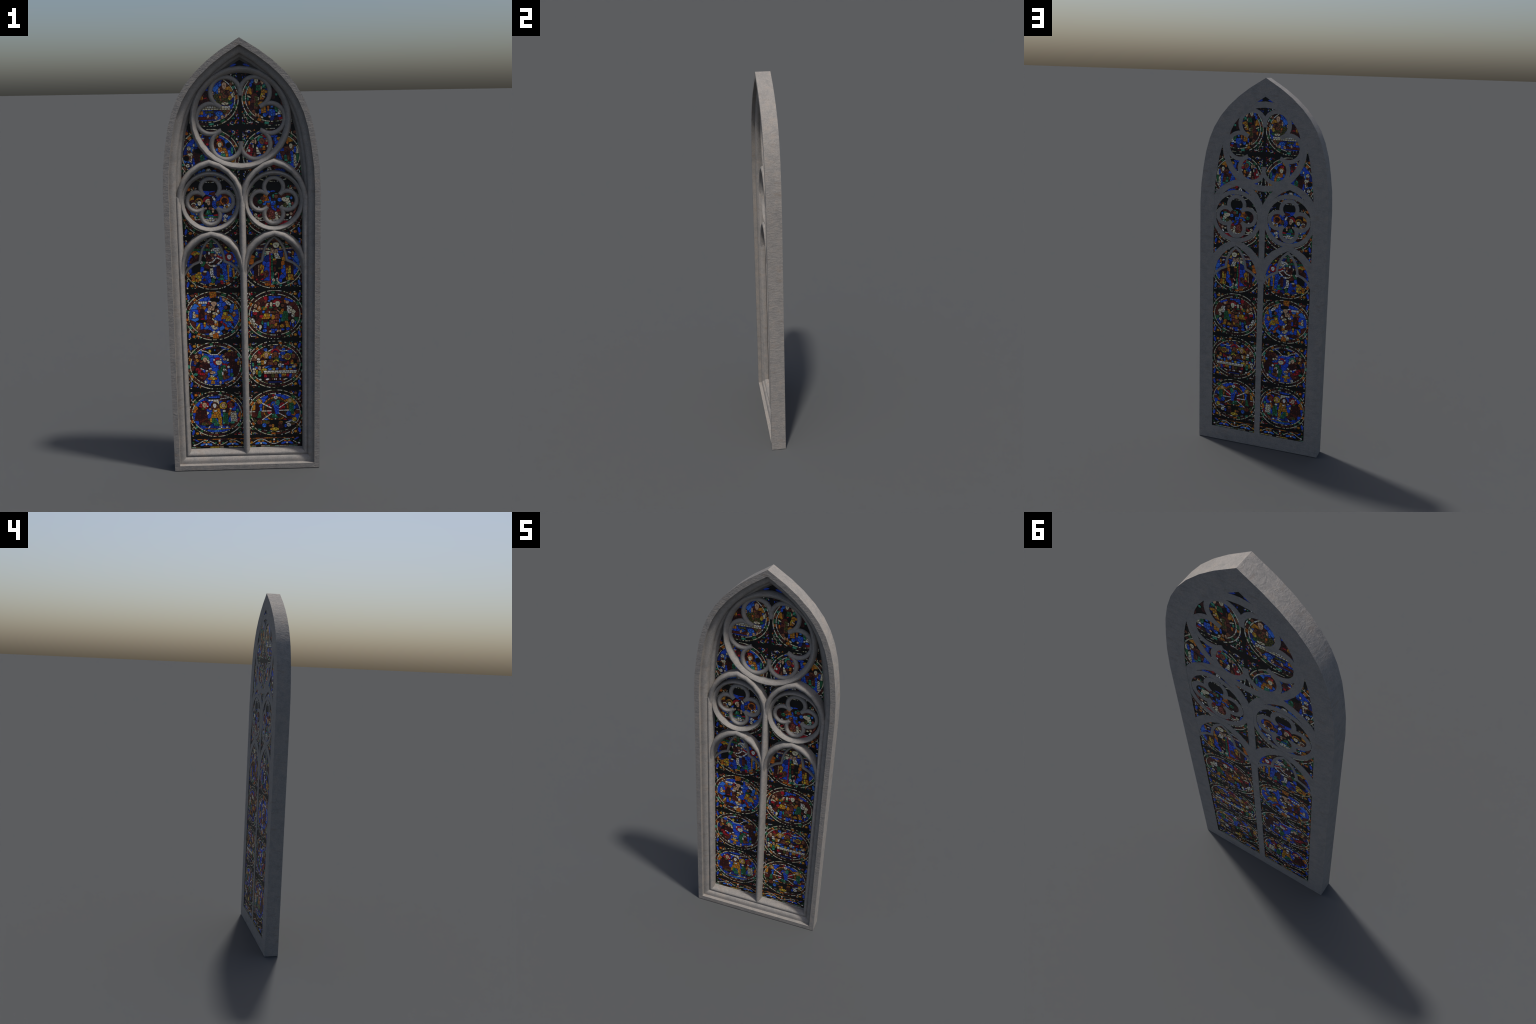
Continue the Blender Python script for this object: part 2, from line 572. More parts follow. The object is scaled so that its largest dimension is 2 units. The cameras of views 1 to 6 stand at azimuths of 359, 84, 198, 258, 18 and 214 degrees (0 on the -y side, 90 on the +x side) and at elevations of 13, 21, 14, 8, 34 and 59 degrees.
def pane(poly, colour, layer):
    poly = trim(ccw(poly), OPENING) if len(poly) >= 3 else []
    if colour != 'ink' and len(poly) >= 3 and area(poly) > 1.2e-6:
        core = shrink(poly, 0.0008) if area(poly) > 4.5e-5 else []
        if len(core) >= 3 and area(core) > 1e-5:
            PANES.append((poly, colour + '_wash', layer))
            PANES.append((core, colour, layer + 0.25))
        else:
            PANES.append((poly, colour, layer))


IN_X, IN_Z, OUT_X, OUT_Z = 0.1165, 0.0975, 0.1340, 0.1185
ROW_PITCH = 0.2485


class Medallion:
    """One oval scene: pearl border, coloured band, second pearl border and a leaded cartoon.
    Cartoon units: 100 = half the width or height of the inner oval."""

    def __init__(self, cx, cz, pearl):
        self.cx, self.cz, self.layer = cx, cz, 2
        self.edge = ellipse(cx, cz, OUT_X + 0.002, OUT_Z + 0.003, 40)
        self.pearls(OUT_X, OUT_Z, 0.0042)
        self.pearls(IN_X + 0.003, IN_Z + 0.003, 0.0040)
        self.band()

    def pearls(self, rx, rz, width):
        a = rng.uniform(0, 6)
        end = a + 2 * math.pi
        while a < end - 0.05:
            step = rng.choice((0.030, 0.036, 0.036, 0.044, 0.060, 0.075))
            run = min(step, end - a)
            shade = 0.5 + 0.5 * abs(math.cos(a))           # the leads crowd in near the bars
            kind = rng.choice(('white', 'cream', 'cream', 'cream', 'olive')) if rng.random() < 0.7 * shade + 0.35 else None
            if kind:
                w = width * rng.uniform(0.80, 1.15)
                pane(self.sector(rx, rz, a + 0.0045, a + run - 0.0045, w), kind, 0)
            a += run

    def sector(self, rx, rz, a0, a1, w):
        c = lambda a, d: (self.cx + (rx + d) * math.cos(a), self.cz + (rz + d) * math.sin(a))
        am = (a0 + a1) / 2
        return [c(a0, -w / 2), c(a0, w / 2), c(am, w / 2), c(a1, w / 2), c(a1, -w / 2)]

    def band(self):
        rx, rz, w = (IN_X + OUT_X) / 2 + 0.0015, (IN_Z + OUT_Z) / 2 + 0.0015, 0.0098
        a = rng.uniform(0, 1)
        end = a + 2 * math.pi
        turn = ['rust', 'green', 'maroon', 'orange', 'rust', 'teal', 'brown', 'green', 'orange', 'rust']
        k = rng.randrange(10)
        while a < end - 0.08:
            run = min(rng.uniform(0.12, 0.24), end - a)
            colour = turn[k % len(turn)]
            k += 1
            if rng.random() < 0.86:
                dim = abs(math.sin(a)) > 0.8 and rng.random() < 0.6
                pane(self.sector(rx, rz, a + 0.02, a + run - 0.02, w * rng.uniform(0.75, 1.0)), 'maroon' if dim else colour, 0)
            a += run

    def at(self, u, v):
        return self.cx + u * IN_X / 100, self.cz + v * IN_Z / 100

    def put(self, poly, colour, pieces, jump=True, whole=False):
        poly = trim(ccw(poly), self.edge)
        if len(poly) < 3:
            return
        if jump:
            self.layer += 1
        CAMES.append((trim(shrink(poly, -0.0011), self.edge), self.layer - 0.5))
        if colour == 'ink':
            return
        pieces = pieces if whole else max(pieces, round(area(poly) / 1.0e-4))
        kin = KIN.get(colour, (colour,)) if pieces > 1 else (colour,)
        for shard in shatter(poly, pieces, 0.0011):
            pane(shard, rng.choice(kin), self.layer)

    def field(self, colours, pieces):
        # four shards in ten belongs to some other robe, roof or border behind the figures
        others = ('maroon', 'rust', 'rust', 'brown', 'green', 'ochre', 'orange', 'red', 'cream', 'brown', 'ink', 'ink')
        for shard in shatter(ellipse(self.cx, self.cz, IN_X - 0.0005, IN_Z - 0.0005, 32), int(pieces * 3.0), 0.0017):
            pane(shard, rng.choice(colours) if rng.random() < 0.62 else rng.choice(others), 1)

    def blob(self, colour, u, v, w, h, pieces=1, turn=0):
        x, z = self.at(u, v)
        self.put(ellipse(x, z, w * IN_X / 100, h * IN_Z / 100, 12, turn), colour, pieces)

    def robe(self, colour, top, bottom, folds):
        (x0, z0), (x1, z1) = self.at(*top[:2]), self.at(*bottom[:2])
        w0, w1 = top[2] * IN_X / 100, bottom[2] * IN_X / 100
        soft = 0.35 * (z0 - z1)
        poly = [(x1 - w1, z1), (x1 + w1, z1), (x0 + w0 + 0.15 * (w1 - w0), z0 - soft * 0.4), (x0 + w0 * 0.8, z0), (x0 - w0 * 0.8, z0), (x0 - w0 - 0.15 * (w1 - w0), z0 - soft * 0.4)]
        self.put(hull(poly), colour, folds)

    def head(self, colour, u, v, w, h, nimbus=None, reach=0):
        x, z = self.at(u, v)
        if nimbus:
            r = reach * IN_X / 100
            self.put(ellipse(x, z, r, r, 18), nimbus, 3)
        rx, rz = w * IN_X / 100, h * IN_Z / 100
        self.put([(x + rx * c, z + rz * s) for c, s in ((0.35, -1), (0.8, -0.45), (1, 0.2), (0.75, 0.8), (0, 1), (-0.75, 0.8), (-1, 0.2), (-0.8, -0.45), (-0.35, -1))], colour, 1, whole=True)
        # painted brow and beard
        self.layer += 1
        CAMES.append((ellipse(x, z + 0.15 * rz, rx * 0.55, rz * 0.06, 6), self.layer))
        CAMES.append((ellipse(x + 0.08 * rx, z - 0.2 * rz, rx * 0.10, rz * 0.26, 6), self.layer))

    def rod(self, colour, start_uv, end_uv, width, pieces):
        a, b = np.array(self.at(*start_uv)), np.array(self.at(*end_uv))
        w = width * IN_X / 200
        d = (b - a) / np.linalg.norm(b - a)
        s = np.array((-d[1], d[0])) * w
        self.layer += 1
        for k in range(pieces):
            p, q = a + (b - a) * k / pieces + d * 0.0006, a + (b - a) * (k + 1) / pieces - d * 0.0006
            self.put([tuple(p - s), tuple(q - s), tuple(q + s), tuple(p + s)], colour, 1, jump=False)

    def halo(self, colour, u, v, r, a0, a1, width, pieces):
        x, z = self.at(u, v)
        r1, r0 = r * IN_X / 100, max(0.001, (r - width) * IN_X / 100)
        self.layer += 1
        for k in range(pieces):
            b0 = math.radians(a0 + (a1 - a0) * k / pieces) + 0.03
            b1 = math.radians(a0 + (a1 - a0) * (k + 1) / pieces) - 0.03
            m = max(1, int((b1 - b0) / 0.35))
            for j in range(m):
                c0, c1 = b0 + (b1 - b0) * j / m, b0 + (b1 - b0) * (j + 1) / m
                quad = [(x + r0 * math.cos(c0), z + r0 * math.sin(c0)), (x + r1 * math.cos(c0), z + r1 * math.sin(c0)),
                        (x + r1 * math.cos(c1), z + r1 * math.sin(c1)), (x + r0 * math.cos(c1), z + r0 * math.sin(c1))]
                quad = trim(quad, self.edge)
                CAMES.append((shrink(quad, -0.001), self.layer - 0.5)) if len(quad) > 2 else None
                pane(quad, colour, self.layer)


def ccw(poly):
    s = sum(poly[i - 1][0] * poly[i][1] - poly[i][0] * poly[i - 1][1] for i in range(len(poly)))
    return poly if s > 0 else poly[::-1]


def hull(points):
    pts = sorted(set(points))
    def half(seq):
        out = []
        for p in seq:
            while len(out) > 1 and (out[-1][0] - out[-2][0]) * (p[1] - out[-2][1]) - (out[-1][1] - out[-2][1]) * (p[0] - out[-2][0]) <= 0:
                out.pop()
            out.append(p)
        return out
    low, up = half(pts), half(pts[::-1])
    return low[:-1] + up[:-1]


# ---------------------------------------------------------------- the fourteen cartoons
def four_saints(s):
    s.field(('blue', 'blue', 'navy'), 26)
    s.blob('ink', -9, 85, 32, 7)
    s.blob('blue', -9, 90, 25, 5, 2)
    s.rod('white', (-34, 74), (9, 74), 7, 4)
    s.rod('white', (14, 80), (52, 86), 4, 4)
    s.robe('maroon', (-58, 32, 15), (-55, -56, 19), 9)
    s.robe('maroon', (-75, 25, 10), (-82, -33, 12), 4)
    s.head('flesh', -50, 49, 10, 14, nimbus='red', reach=19)
    s.blob('white', -38, 43, 4, 4)
    s.blob('white', -63, 62, 4, 4)
    s.blob('olive', -56, 30, 7, 6)
    s.blob('olive', -50, -52, 15, 9, 3)
    s.robe('ochre', (-1, 31, 14), (-3, -20, 22), 7)
    s.robe('ochre', (13, -15, 8), (13, -61, 7), 3)
    s.blob('ochre', -25, -31, 5, 12)
    s.robe('green', (-8, -24, 3), (1, -63, 13), 2)
    s.head('white', -8, 45, 8, 12, nimbus='rust', reach=16)
    s.blob('white', -5, 17, 7, 5)
    s.blob('green', -19, 5, 4, 5)
    s.blob('flesh', -27, 28, 6, 5)
    s.robe('green', (36, 12, 10), (36, -54, 12), 8)
    s.robe('maroon', (41, 34, 10), (43, 7, 8), 3)
    s.head('flesh', 28, 45, 8, 12, nimbus='yellow', reach=16)
    s.blob('white', 31, 16, 7, 6)
    s.robe('cream', (69, 14, 12), (72, -43, 14), 8)
    s.head('brown', 59, 48, 8, 12, nimbus='red', reach=16)
    s.blob('white', 58, 28, 5, 6)
    s.blob('teal', 86, 16, 6, 11)
    s.blob('brown', 67, 11, 6, 4)
    s.blob('teal', 64, -47, 10, 6, 2)
    s.blob('maroon', 36, -58, 8, 6, 2)
    s.rod('brown', (-53, -76), (-4, -79), 5, 4)
    s.rod('ochre', (19, -79), (58, -79), 4, 3)
    s.rod('blue', (-55, -70), (-31, -70), 4, 2)
    s.rod('blue', (-4, -70), (16, -70), 4, 2)
    s.blob('white', -33, -70, 3, 9, 1, turn=-35)
    s.blob('white', 18, -72, 4, 5)
    s.blob('white', 42, -72, 6, 5)
    s.rod('teal', (-31, -84), (26, -84), 2, 9)
    s.blob('blue', 4, -91, 30, 5, 3)

def wheel_of_spokes(s):
    s.field(('blue', 'blue', 'navy', 'azure'), 22)
    s.blob('maroon', 0, 21, 57, 66, 20)
    s.halo('ochre', 0, 21, 54, 0, 360, 6, 22)
    s.halo('rust', 0, 21, 49, 0, 360, 4, 18)
    s.halo('green', 0, 21, 44, 0, 360, 3, 14)
    s.blob('maroon', 0, 21, 41, 48, 14)
    s.blob('red', -29, 28, 10, 20, 4)
    s.blob('red', 28, 33, 12, 22, 4)
    s.blob('red', 26, -6, 10, 9, 2)
    s.blob('red', -26, 3, 9, 9, 2)
    s.rod('white', (-57, 53), (-16, 24), 6, 3)
    s.rod('white', (-59, 10), (-16, 10), 5, 2)
    s.rod('white', (-57, -38), (-16, -3), 5, 3)
    s.rod('white', (12, 24), (52, 57), 5, 3)
    s.rod('white', (11, 12), (57, 12), 5, 2)
    s.rod('white', (12, -1), (47, -28), 5, 4)
    s.rod('white', (-1, -28), (0, -60), 6, 2)
    s.robe('green', (-7, -6, 7), (-3, -26, 14), 3)
    s.robe('blue', (-7, 60, 9), (-14, 39, 9), 2)
    s.robe('azure', (2, 44, 12), (7, -8, 7), 4)
    s.head('flesh', 2, 55, 4, 8)
    s.blob('teal', 10, 54, 8, 15)
    s.blob('white', 1, 81, 9, 10)
    s.blob('white', -1, 101, 3, 7)
    s.blob('flesh', -11, 44, 3, 5)
    s.rod('white', (-109, 8), (-84, 8), 4, 2)
    s.rod('white', (86, 13), (103, 13), 3, 1)
    s.robe('maroon', (-74, 48, 9), (-76, -8, 9), 5)
    s.robe('green', (-66, 10, 4), (-69, -26, 9), 2)
    s.head('flesh', -66, 62, 6, 8, nimbus='yellow', reach=11)
    s.blob('azure', -66, 37, 3, 4)
    s.robe('green', (66, 51, 9), (67, -8, 10), 5)
    s.head('flesh', 60, 64, 7, 9, nimbus='yellow', reach=11)
    s.blob('azure', 79, 26, 4, 9)
    s.blob('blue', 54, -6, 10, 13, 2)
    s.blob('ink', 0, -66, 90, 29)
    s.blob('olive', -85, -42, 7, 8)
    s.blob('brown', -67, -49, 12, 13, 3)
    s.blob('olive', -40, -51, 16, 10, 3)
    s.blob('blue', -48, -66, 9, 11, 3)
    s.blob('blue', -39, -34, 9, 5)
    s.blob('ochre', -12, -69, 6, 8)
    s.blob('yellow', -5, -88, 19, 9, 4)
    s.blob('brown', -22, -69, 7, 6)
    s.halo('ochre', 21, -57, 10, 20, 160, 3, 3)
    s.blob('brown', 19, -58, 9, 9)
    s.blob('maroon', 21, -75, 12, 11, 3)
    s.blob('maroon', 57, -30, 12, 9, 3)
    s.blob('yellow', 78, -36, 10, 11, 3)
    s.rod('white', (41, -54), (67, -45), 5, 2)
    s.rod('white', (67, -44), (88, -57), 4, 2)
    s.blob('white', 55, -66, 10, 11, 3)
    s.blob('olive', 72, -60, 9, 7)
    s.blob('blue', 41, -71, 5, 9)

def washing_of_feet(s):
    s.field(('blue', 'blue', 'navy', 'blue'), 20)
    s.blob('maroon', -72, 42, 23, 23, 6)
    s.blob('maroon', 61, 46, 31, 29, 8)
    s.blob('maroon', 78, -8, 20, 54, 8)
    s.blob('ink', 0, 75, 52, 17)
    s.rod('white', (-56, 81), (-33, 74), 5, 2)
    s.rod('white', (-33, 73), (-16, 58), 5, 2)
    s.rod('white', (-16, 58), (11, 58), 4, 3)
    s.rod('white', (11, 60), (27, 77), 5, 2)
    s.rod('white', (27, 79), (45, 87), 3, 3)
    s.blob('yellow', -21, 76, 6, 8, 2)
    s.blob('brown', 12, 79, 6, 5, 2)
    s.blob('azure', -1, 81, 3, 5)
    s.rod('rust', (-16, 94), (6, 94), 5, 2)
    s.blob('flesh', -77, 50, 7, 10)
    s.blob('brown', -63, 52, 7, 10)
    s.blob('yellow', -74, 29, 7, 8)
    s.blob('brown', -82, 19, 6, 12)
    s.blob('flesh', -50, 60, 4, 7)
    s.robe('maroon', (-42, 19, 16), (-48, -19, 28), 8)
    s.robe('red', (-72, -13, 14), (-56, -48, 16), 6)
    s.blob('red', -77, -15, 11, 7)
    s.head('flesh', -42, 33, 9, 13)
    s.halo('teal', -41, 35, 17, -10, 190, 7, 5)
    s.blob('white', -28, 23, 5, 11, 1, turn=20)
    s.rod('white', (-61, -12), (-47, -20), 4, 2)
    s.blob('white', -36, -25, 5, 5)
    s.rod('white', (-27, -16), (-16, -14), 6, 2)
    s.robe('green', (33, 2, 9), (25, -29, 14), 4)
    s.robe('green', (17, -25, 11), (20, -63, 8), 4)
    s.halo('red', 9, 23, 17, 50, 280, 9, 3)
    s.blob('white', -5, 31, 4, 5)
    s.blob('white', 22, 33, 4, 4)
    s.head('cream', 14, 16, 14, 12)
    s.blob('rust', 17, -8, 4, 10)
    s.blob('white', 39, -25, 11, 8, 2, turn=-40)
    s.blob('white', 29, -41, 4, 10)
    s.blob('white', 53, -7, 6, 7)
    s.blob('rust', 42, -38, 9, 12, 3)
    s.blob('brown', 48, -58, 9, 7, 2)
    s.blob('blue', 38, 21, 9, 10, 2)
    s.blob('flesh', 38, 33, 7, 7, 2)
    s.blob('cream', 51, 30, 5, 7)
    s.blob('brown', 52, 58, 14, 12, 4)
    s.blob('flesh', 34, 48, 6, 6)
    s.blob('azure', 66, -29, 5, 13)
    s.blob('green', 66, -48, 7, 10)
    s.blob('blue', 85, 27, 6, 8)
    s.blob('ochre', 93, 13, 4, 12)
    s.blob('yellow', 58, 76, 7, 4)
    s.blob('flesh', -12, -35, 12, 8, 2)
    s.blob('azure', -5, -47, 11, 6, 1, turn=25)
    s.blob('cream', -14, -54, 9, 5, 1, turn=-20)
    s.blob('blue', -28, -46, 5, 12, 2)
    s.blob('ochre', -13, -66, 20, 8, 3)
    s.robe('ochre', (-12, -77, 6), (-12, -93, 9), 3)
    s.blob('white', -41, -82, 6, 8)
    s.blob('blue', 9, -79, 6, 10, 2)
    s.blob('green', 21, -64, 8, 10, 3)
    s.rod('blue', (25, -83), (59, -70), 8, 3)
    s.blob('flesh', 19, -87, 5, 8)
    s.blob('white', 76, -68, 5, 8)
    s.blob('teal', -81, -42, 8, 7, 2)
    s.blob('brown', -58, -60, 6, 6)

def long_table(s):
    s.field(('maroon', 'rust', 'ink', 'navy', 'maroon'), 34)
    s.blob('blue', 61, 66, 11, 9, 2)
    s.blob('blue', 32, 57, 11, 9, 3)
    s.blob('azure', -39, 77, 8, 8, 3)
    s.blob('azure', 35, 78, 7, 7, 3)
    s.rod('white', (-28, 68), (-15, 78), 5, 1)
    s.rod('white', (-15, 79), (15, 79), 5, 3)
    s.rod('white', (17, 75), (29, 68), 4, 2)
    s.rod('white', (29, 68), (51, 72), 4, 3)
    s.blob('white', -36, 68, 6, 3)
    s.blob('brown', -13, 91, 8, 6)
    s.blob('brown', 15, 91, 8, 6)
    s.head('flesh', -80, 42, 7, 11)
    s.blob('brown', -64, 45, 6, 13, 2)
    s.blob('white', -68, 29, 7, 6)
    s.blob('cream', -66, 16, 8, 6, 2)
    s.blob('maroon', -83, 9, 6, 11)
    s.blob('teal', -91, 2, 5, 11, 2)
    s.robe('red', (-26, 23, 9), (-28, 2, 9), 3)
    s.robe('brown', (-17, 26, 9), (-21, -2, 11), 3)
    s.robe('ochre', (-51, 23, 6), (-51, 0, 6), 2)
    s.robe('white', (-40, 23, 6), (-42, 4, 3), 2)
    s.head('flesh', -36, 49, 8, 15, nimbus='yellow', reach=15)
    s.blob('blue', -21, 38, 6, 8)
    s.halo('red', 1, 60, 19, 0, 180, 8, 2)
    s.blob('white', -16, 52, 4, 4)
    s.blob('white', 17, 56, 3, 4)
    s.head('brown', 1, 55, 9, 11)
    s.blob('olive', 4, 34, 8, 7, 2)
    s.blob('azure', 20, 40, 6, 9)
    s.blob('flesh', 31, 40, 5, 9)
    s.robe('red', (46, 19, 9), (45, -2, 11), 4)
    s.robe('ochre', (69, 23, 5), (69, 0, 6), 2)
    s.head('brown', 51, 40, 9, 11, nimbus='yellow', reach=14)
    s.head('brown', 75, 42, 8, 12)
    s.blob('olive', 94, 11, 5, 13)
    s.halo('yellow', 4, 11, 13, 20, 180, 5, 2)
    s.head('brown', 2, 6, 7, 10)
    s.blob('white', 20, -4, 9, 11, 4)
    s.blob('white', 31, -1, 6, 4)
    s.blob('azure', 30, -11, 5, 6)
    s.blob('azure', -78, -15, 6, 7)
    s.blob('white', -86, -22, 8, 8)
    s.blob('white', -87, -39, 6, 8)
    s.blob('ochre', -75, -38, 5, 13, 2)
    s.blob('flesh', -64, -17, 6, 11)
    s.blob('green', -64, -47, 8, 17, 4)
    s.blob('flesh', -45, -12, 9, 5, 2, turn=20)
    s.blob('azure', -35, -12, 9, 5, 1, turn=20)
    s.blob('maroon', -6, -13, 13, 4, 2)
    s.blob('yellow', -45, -25, 11, 6, 2)
    s.blob('azure', -22, -23, 10, 6, 2)
    s.blob('yellow', -6, -23, 6, 6, 2)
    s.blob('azure', 8, -22, 6, 6, 1, turn=25)
    s.blob('azure', 48, -17, 5, 11)
    s.blob('azure', 63, -15, 8, 4)
    s.blob('cream', 77, -11, 8, 8, 3)
    s.blob('yellow', 62, -24, 6, 3)
    s.rod('white', (-48, -35), (89, -35), 7, 9)
    s.rod('cream', (-46, -43), (87, -43), 6, 13)
    s.robe('red', (-40, -50, 6), (-40, -66, 6), 1)
    s.robe('maroon', (-26, -50, 6), (-26, -66, 6), 1)
    s.robe('olive', (-10, -50, 6), (-10, -67, 6), 1)
    s.robe('olive', (4, -50, 6), (4, -67, 6), 1)
    s.robe('blue', (20, -50, 5), (20, -67, 5), 1)
    s.robe('ochre', (35, -49, 9), (34, -63, 8), 2)
    s.robe('red', (52, -49, 6), (52, -64, 6), 1)
    s.robe('blue', (64, -49, 5), (61, -66, 5), 1)
    s.blob('white', -32, -76, 8, 5, 1, turn=10)
    s.blob('brown', -11, -75, 3, 5)
    s.blob('white', -3, -76, 3, 5)
    s.blob('white', 4, -76, 3, 5)
    s.blob('white', 20, -76, 3, 5)
    s.blob('white', 42, -76, 9, 4, 2, turn=15)
    s.blob('white', -62, -77, 6, 5)
    s.rod('navy', (-29, -91), (28, -91), 5, 3)

def column_and_scourges(s):
    s.field(('blue', 'blue', 'azure', 'blue', 'azure'), 26)
    s.robe('orange', (-2, 121, 14), (-2, 90, 13), 4)
    s.blob('ink', 5, 79, 20, 13)
    s.robe('ochre', (8, -24, 8), (8, -53, 8), 2)
    s.robe('orange', (5, -84, 11), (5, -114, 12), 4)
    s.robe('rust', (-15, 13, 14), (-14, -46, 14), 7)
    s.blob('maroon', -9, 2, 6, 13)
    s.robe('flesh', (-9, 50, 14), (-11, 28, 12), 3)
    s.blob('red', -18, 64, 7, 7)
    s.blob('white', -15, 73, 8, 4, 1, turn=-10)
    s.blob('white', 18, 54, 5, 5)
    s.head('flesh', 1, 61, 12, 12)
    s.blob('white', -20, 22, 9, 7, 2)
    s.blob('cream', 5, 11, 12, 8, 3, turn=-20)
    s.blob('white', 17, 24, 5, 8)
    s.blob('ochre', 0, -1, 6, 8)
    s.blob('cream', -3, -18, 8, 4, 1, turn=-50)
    s.blob('cream', 6, -29, 5, 9)
    s.blob('cream', -5, -52, 8, 7, 2)
    s.blob('cream', 3, -62, 11, 7, 3)
    s.blob('white', -2, -82, 6, 9, 1, turn=-30)
    s.blob('white', 17, -82, 6, 7)
    s.robe('maroon', (-49, 35, 11), (-49, -20, 12), 6)
    s.robe('maroon', (-54, 35, 6), (-49, 13, 9), 2)
    s.blob('red', -56, 25, 6, 9)
    s.blob('red', -48, -11, 8, 7)
    s.head('brown', -62, 40, 5, 7)
    s.blob('brown', -47, 42, 5, 6)
    s.rod('white', (-62, 68), (-26, 68), 10, 4)
    s.robe('white', (-80, 24, 4), (-79, -9, 7), 1)
    s.blob('ink', -52, -26, 20, 6)
    s.blob('ochre', -64, -50, 4, 17, 1, turn=-30)
    s.blob('ochre', -38, -42, 5, 13, 2)
    s.blob('maroon', -38, -77, 28, 10, 5)
    s.head('brown', 48, 42, 7, 9)
    s.blob('green', 41, 26, 7, 5)
    s.blob('green', 55, 27, 6, 4)
    s.robe('ochre', (46, 18, 9), (40, -17, 12), 5)
    s.robe('yellow', (60, 0, 6), (62, -28, 17), 4)
    s.blob('azure', 69, 24, 8, 10, 2)
    s.blob('brown', 71, 9, 12, 4, 3)
    s.blob('flesh', 82, 13, 5, 8)
    s.blob('white', 58, 64, 7, 18, 1, turn=50)
    s.blob('flesh', 40, 82, 6, 7)
    s.blob('red', 30, -31, 5, 7)
    s.blob('red', 43, -45, 4, 14, 1, turn=40)
    s.blob('red', 75, -42, 4, 15, 1, turn=25)
    s.blob('rust', 64, -62, 6, 5)
    s.blob('ink', 46, -79, 9, 7)
    s.blob('rust', 40, -83, 5, 6)

def crowded_arrest(s):
    s.field(('ink', 'maroon', 'maroon', 'rust'), 30)
    s.blob('blue', -13, 80, 11, 6, 2)
    s.blob('blue', 2, 88, 8, 6)
    s.blob('blue', 18, 88, 8, 6)
    s.blob('azure', -22, 70, 6, 4)
    s.blob('blue', -15, 89, 11, 4)
    s.rod('blue', (40, 80), (74, 64), 9, 3)
    s.halo('red', 10, 57, 17, 10, 170, 8, 2)
    s.blob('red', -2, 46, 5, 5)
    s.blob('white', -2, 56, 4, 3)
    s.head('cream', 12, 54, 10, 15)
    s.head('cream', -14, 52, 6, 12)
    s.head('flesh', 51, 62, 7, 8)
    s.head('brown', 32, 45, 7, 8)
    s.blob('brown', -64, 59, 6, 8)
    s.blob('brown', -37, 66, 6, 6)
    s.blob('flesh', -77, 45, 7, 11, 1, turn=-20)
    s.blob('flesh', -62, 36, 4, 10, 1, turn=-20)
    s.blob('rust', -52, 62, 4, 7)
    s.robe('cream', (-82, 30, 4), (-75, 15, 14), 2)
    s.blob('red', -79, 8, 9, 8, 2)
    s.blob('maroon', -71, -11, 6, 14)
    s.blob('white', -90, -20, 5, 6)
    s.blob('white', -85, -31, 6, 6)
    s.blob('white', -75, -46, 9, 4, 2, turn=-40)
    s.rod('blue', (-92, 21), (-93, -7), 4, 2)
    s.blob('ochre', -38, 36, 9, 4, 2, turn=20)
    s.blob('ochre', -43, 29, 6, 4)
    s.blob('flesh', -32, 46, 8, 4, 1, turn=30)
    s.blob('cream', -29, 55, 7, 3, 1, turn=25)
    s.robe('ochre', (-33, 7, 9), (-38, -21, 16), 4)
    s.blob('azure', -45, 15, 5, 7)
    s.blob('white', -21, 14, 4, 4)
    s.robe('ochre', (-19, 5, 3), (-21, -16, 4), 1)
    s.blob('sky', -15, -2, 3, 8)
    s.blob('green', -15, 36, 8, 4)
    s.blob('olive', -2, 13, 14, 7, 4)
    s.blob('olive', 20, 32, 5, 6)
    s.blob('flesh', 14, 20, 8, 3, 1, turn=-40)
    s.robe('salmon', (10, 4, 8), (10, -21, 9), 3)
    s.robe('salmon', (10, -25, 8), (10, -36, 6), 1)
    s.robe('salmon', (-10, -25, 11), (-10, -46, 12), 2)
    s.blob('blue', 26, -7, 6, 9)
    s.blob('azure', 20, -30, 3, 11)
    s.robe('ochre', (32, 30, 6), (27, 2, 6), 2)
    s.robe('green', (44, 18, 9), (40, -34, 16), 6)
    s.blob('white', 60, 25, 11, 20, 4)
    s.blob('white', 53, 41, 5, 4)
    s.blob('cream', 74, -4, 7, 12, 2)
    s.blob('cream', 73, -34, 7, 11, 2)
    s.blob('rust', 60, -16, 6, 12, 2)
    s.robe('ochre', (47, -32, 6), (55, -64, 8), 3)
    s.blob('ochre', 30, -57, 9, 9, 2)
    s.robe('olive', (-12, -48, 9), (-10, -66, 12), 4)
    s.blob('rust', 14, -55, 4, 16)
    s.robe('blue', (-38, -38, 6), (-40, -67, 6), 2)
    s.blob('teal', -50, -38, 4, 11, 2)
    s.blob('teal', -27, -45, 4, 12, 2)
    s.blob('blue', -41, -79, 9, 8)
    s.robe('blue', (-9, -71, 7), (-8, -93, 8), 2)
    s.blob('blue', 5, -77, 6, 7)
    s.blob('blue', 53, -72, 7, 8)
    s.blob('blue', 32, -75, 8, 5)
    s.blob('flesh', 12, -82, 4, 8, 1, turn=-35)
    s.blob('flesh', 22, -81, 4, 7)
    s.blob('flesh', -19, -83, 6, 5, 1, turn=30)
    s.blob('blue', 74, -54, 4, 9)
    s.blob('blue', 84, -41, 3, 9)
    s.blob('blue', 64, -46, 2, 11)
    s.blob('flesh', -75, -61, 4, 6)
    s.blob('blue', -67, -59, 4, 6)

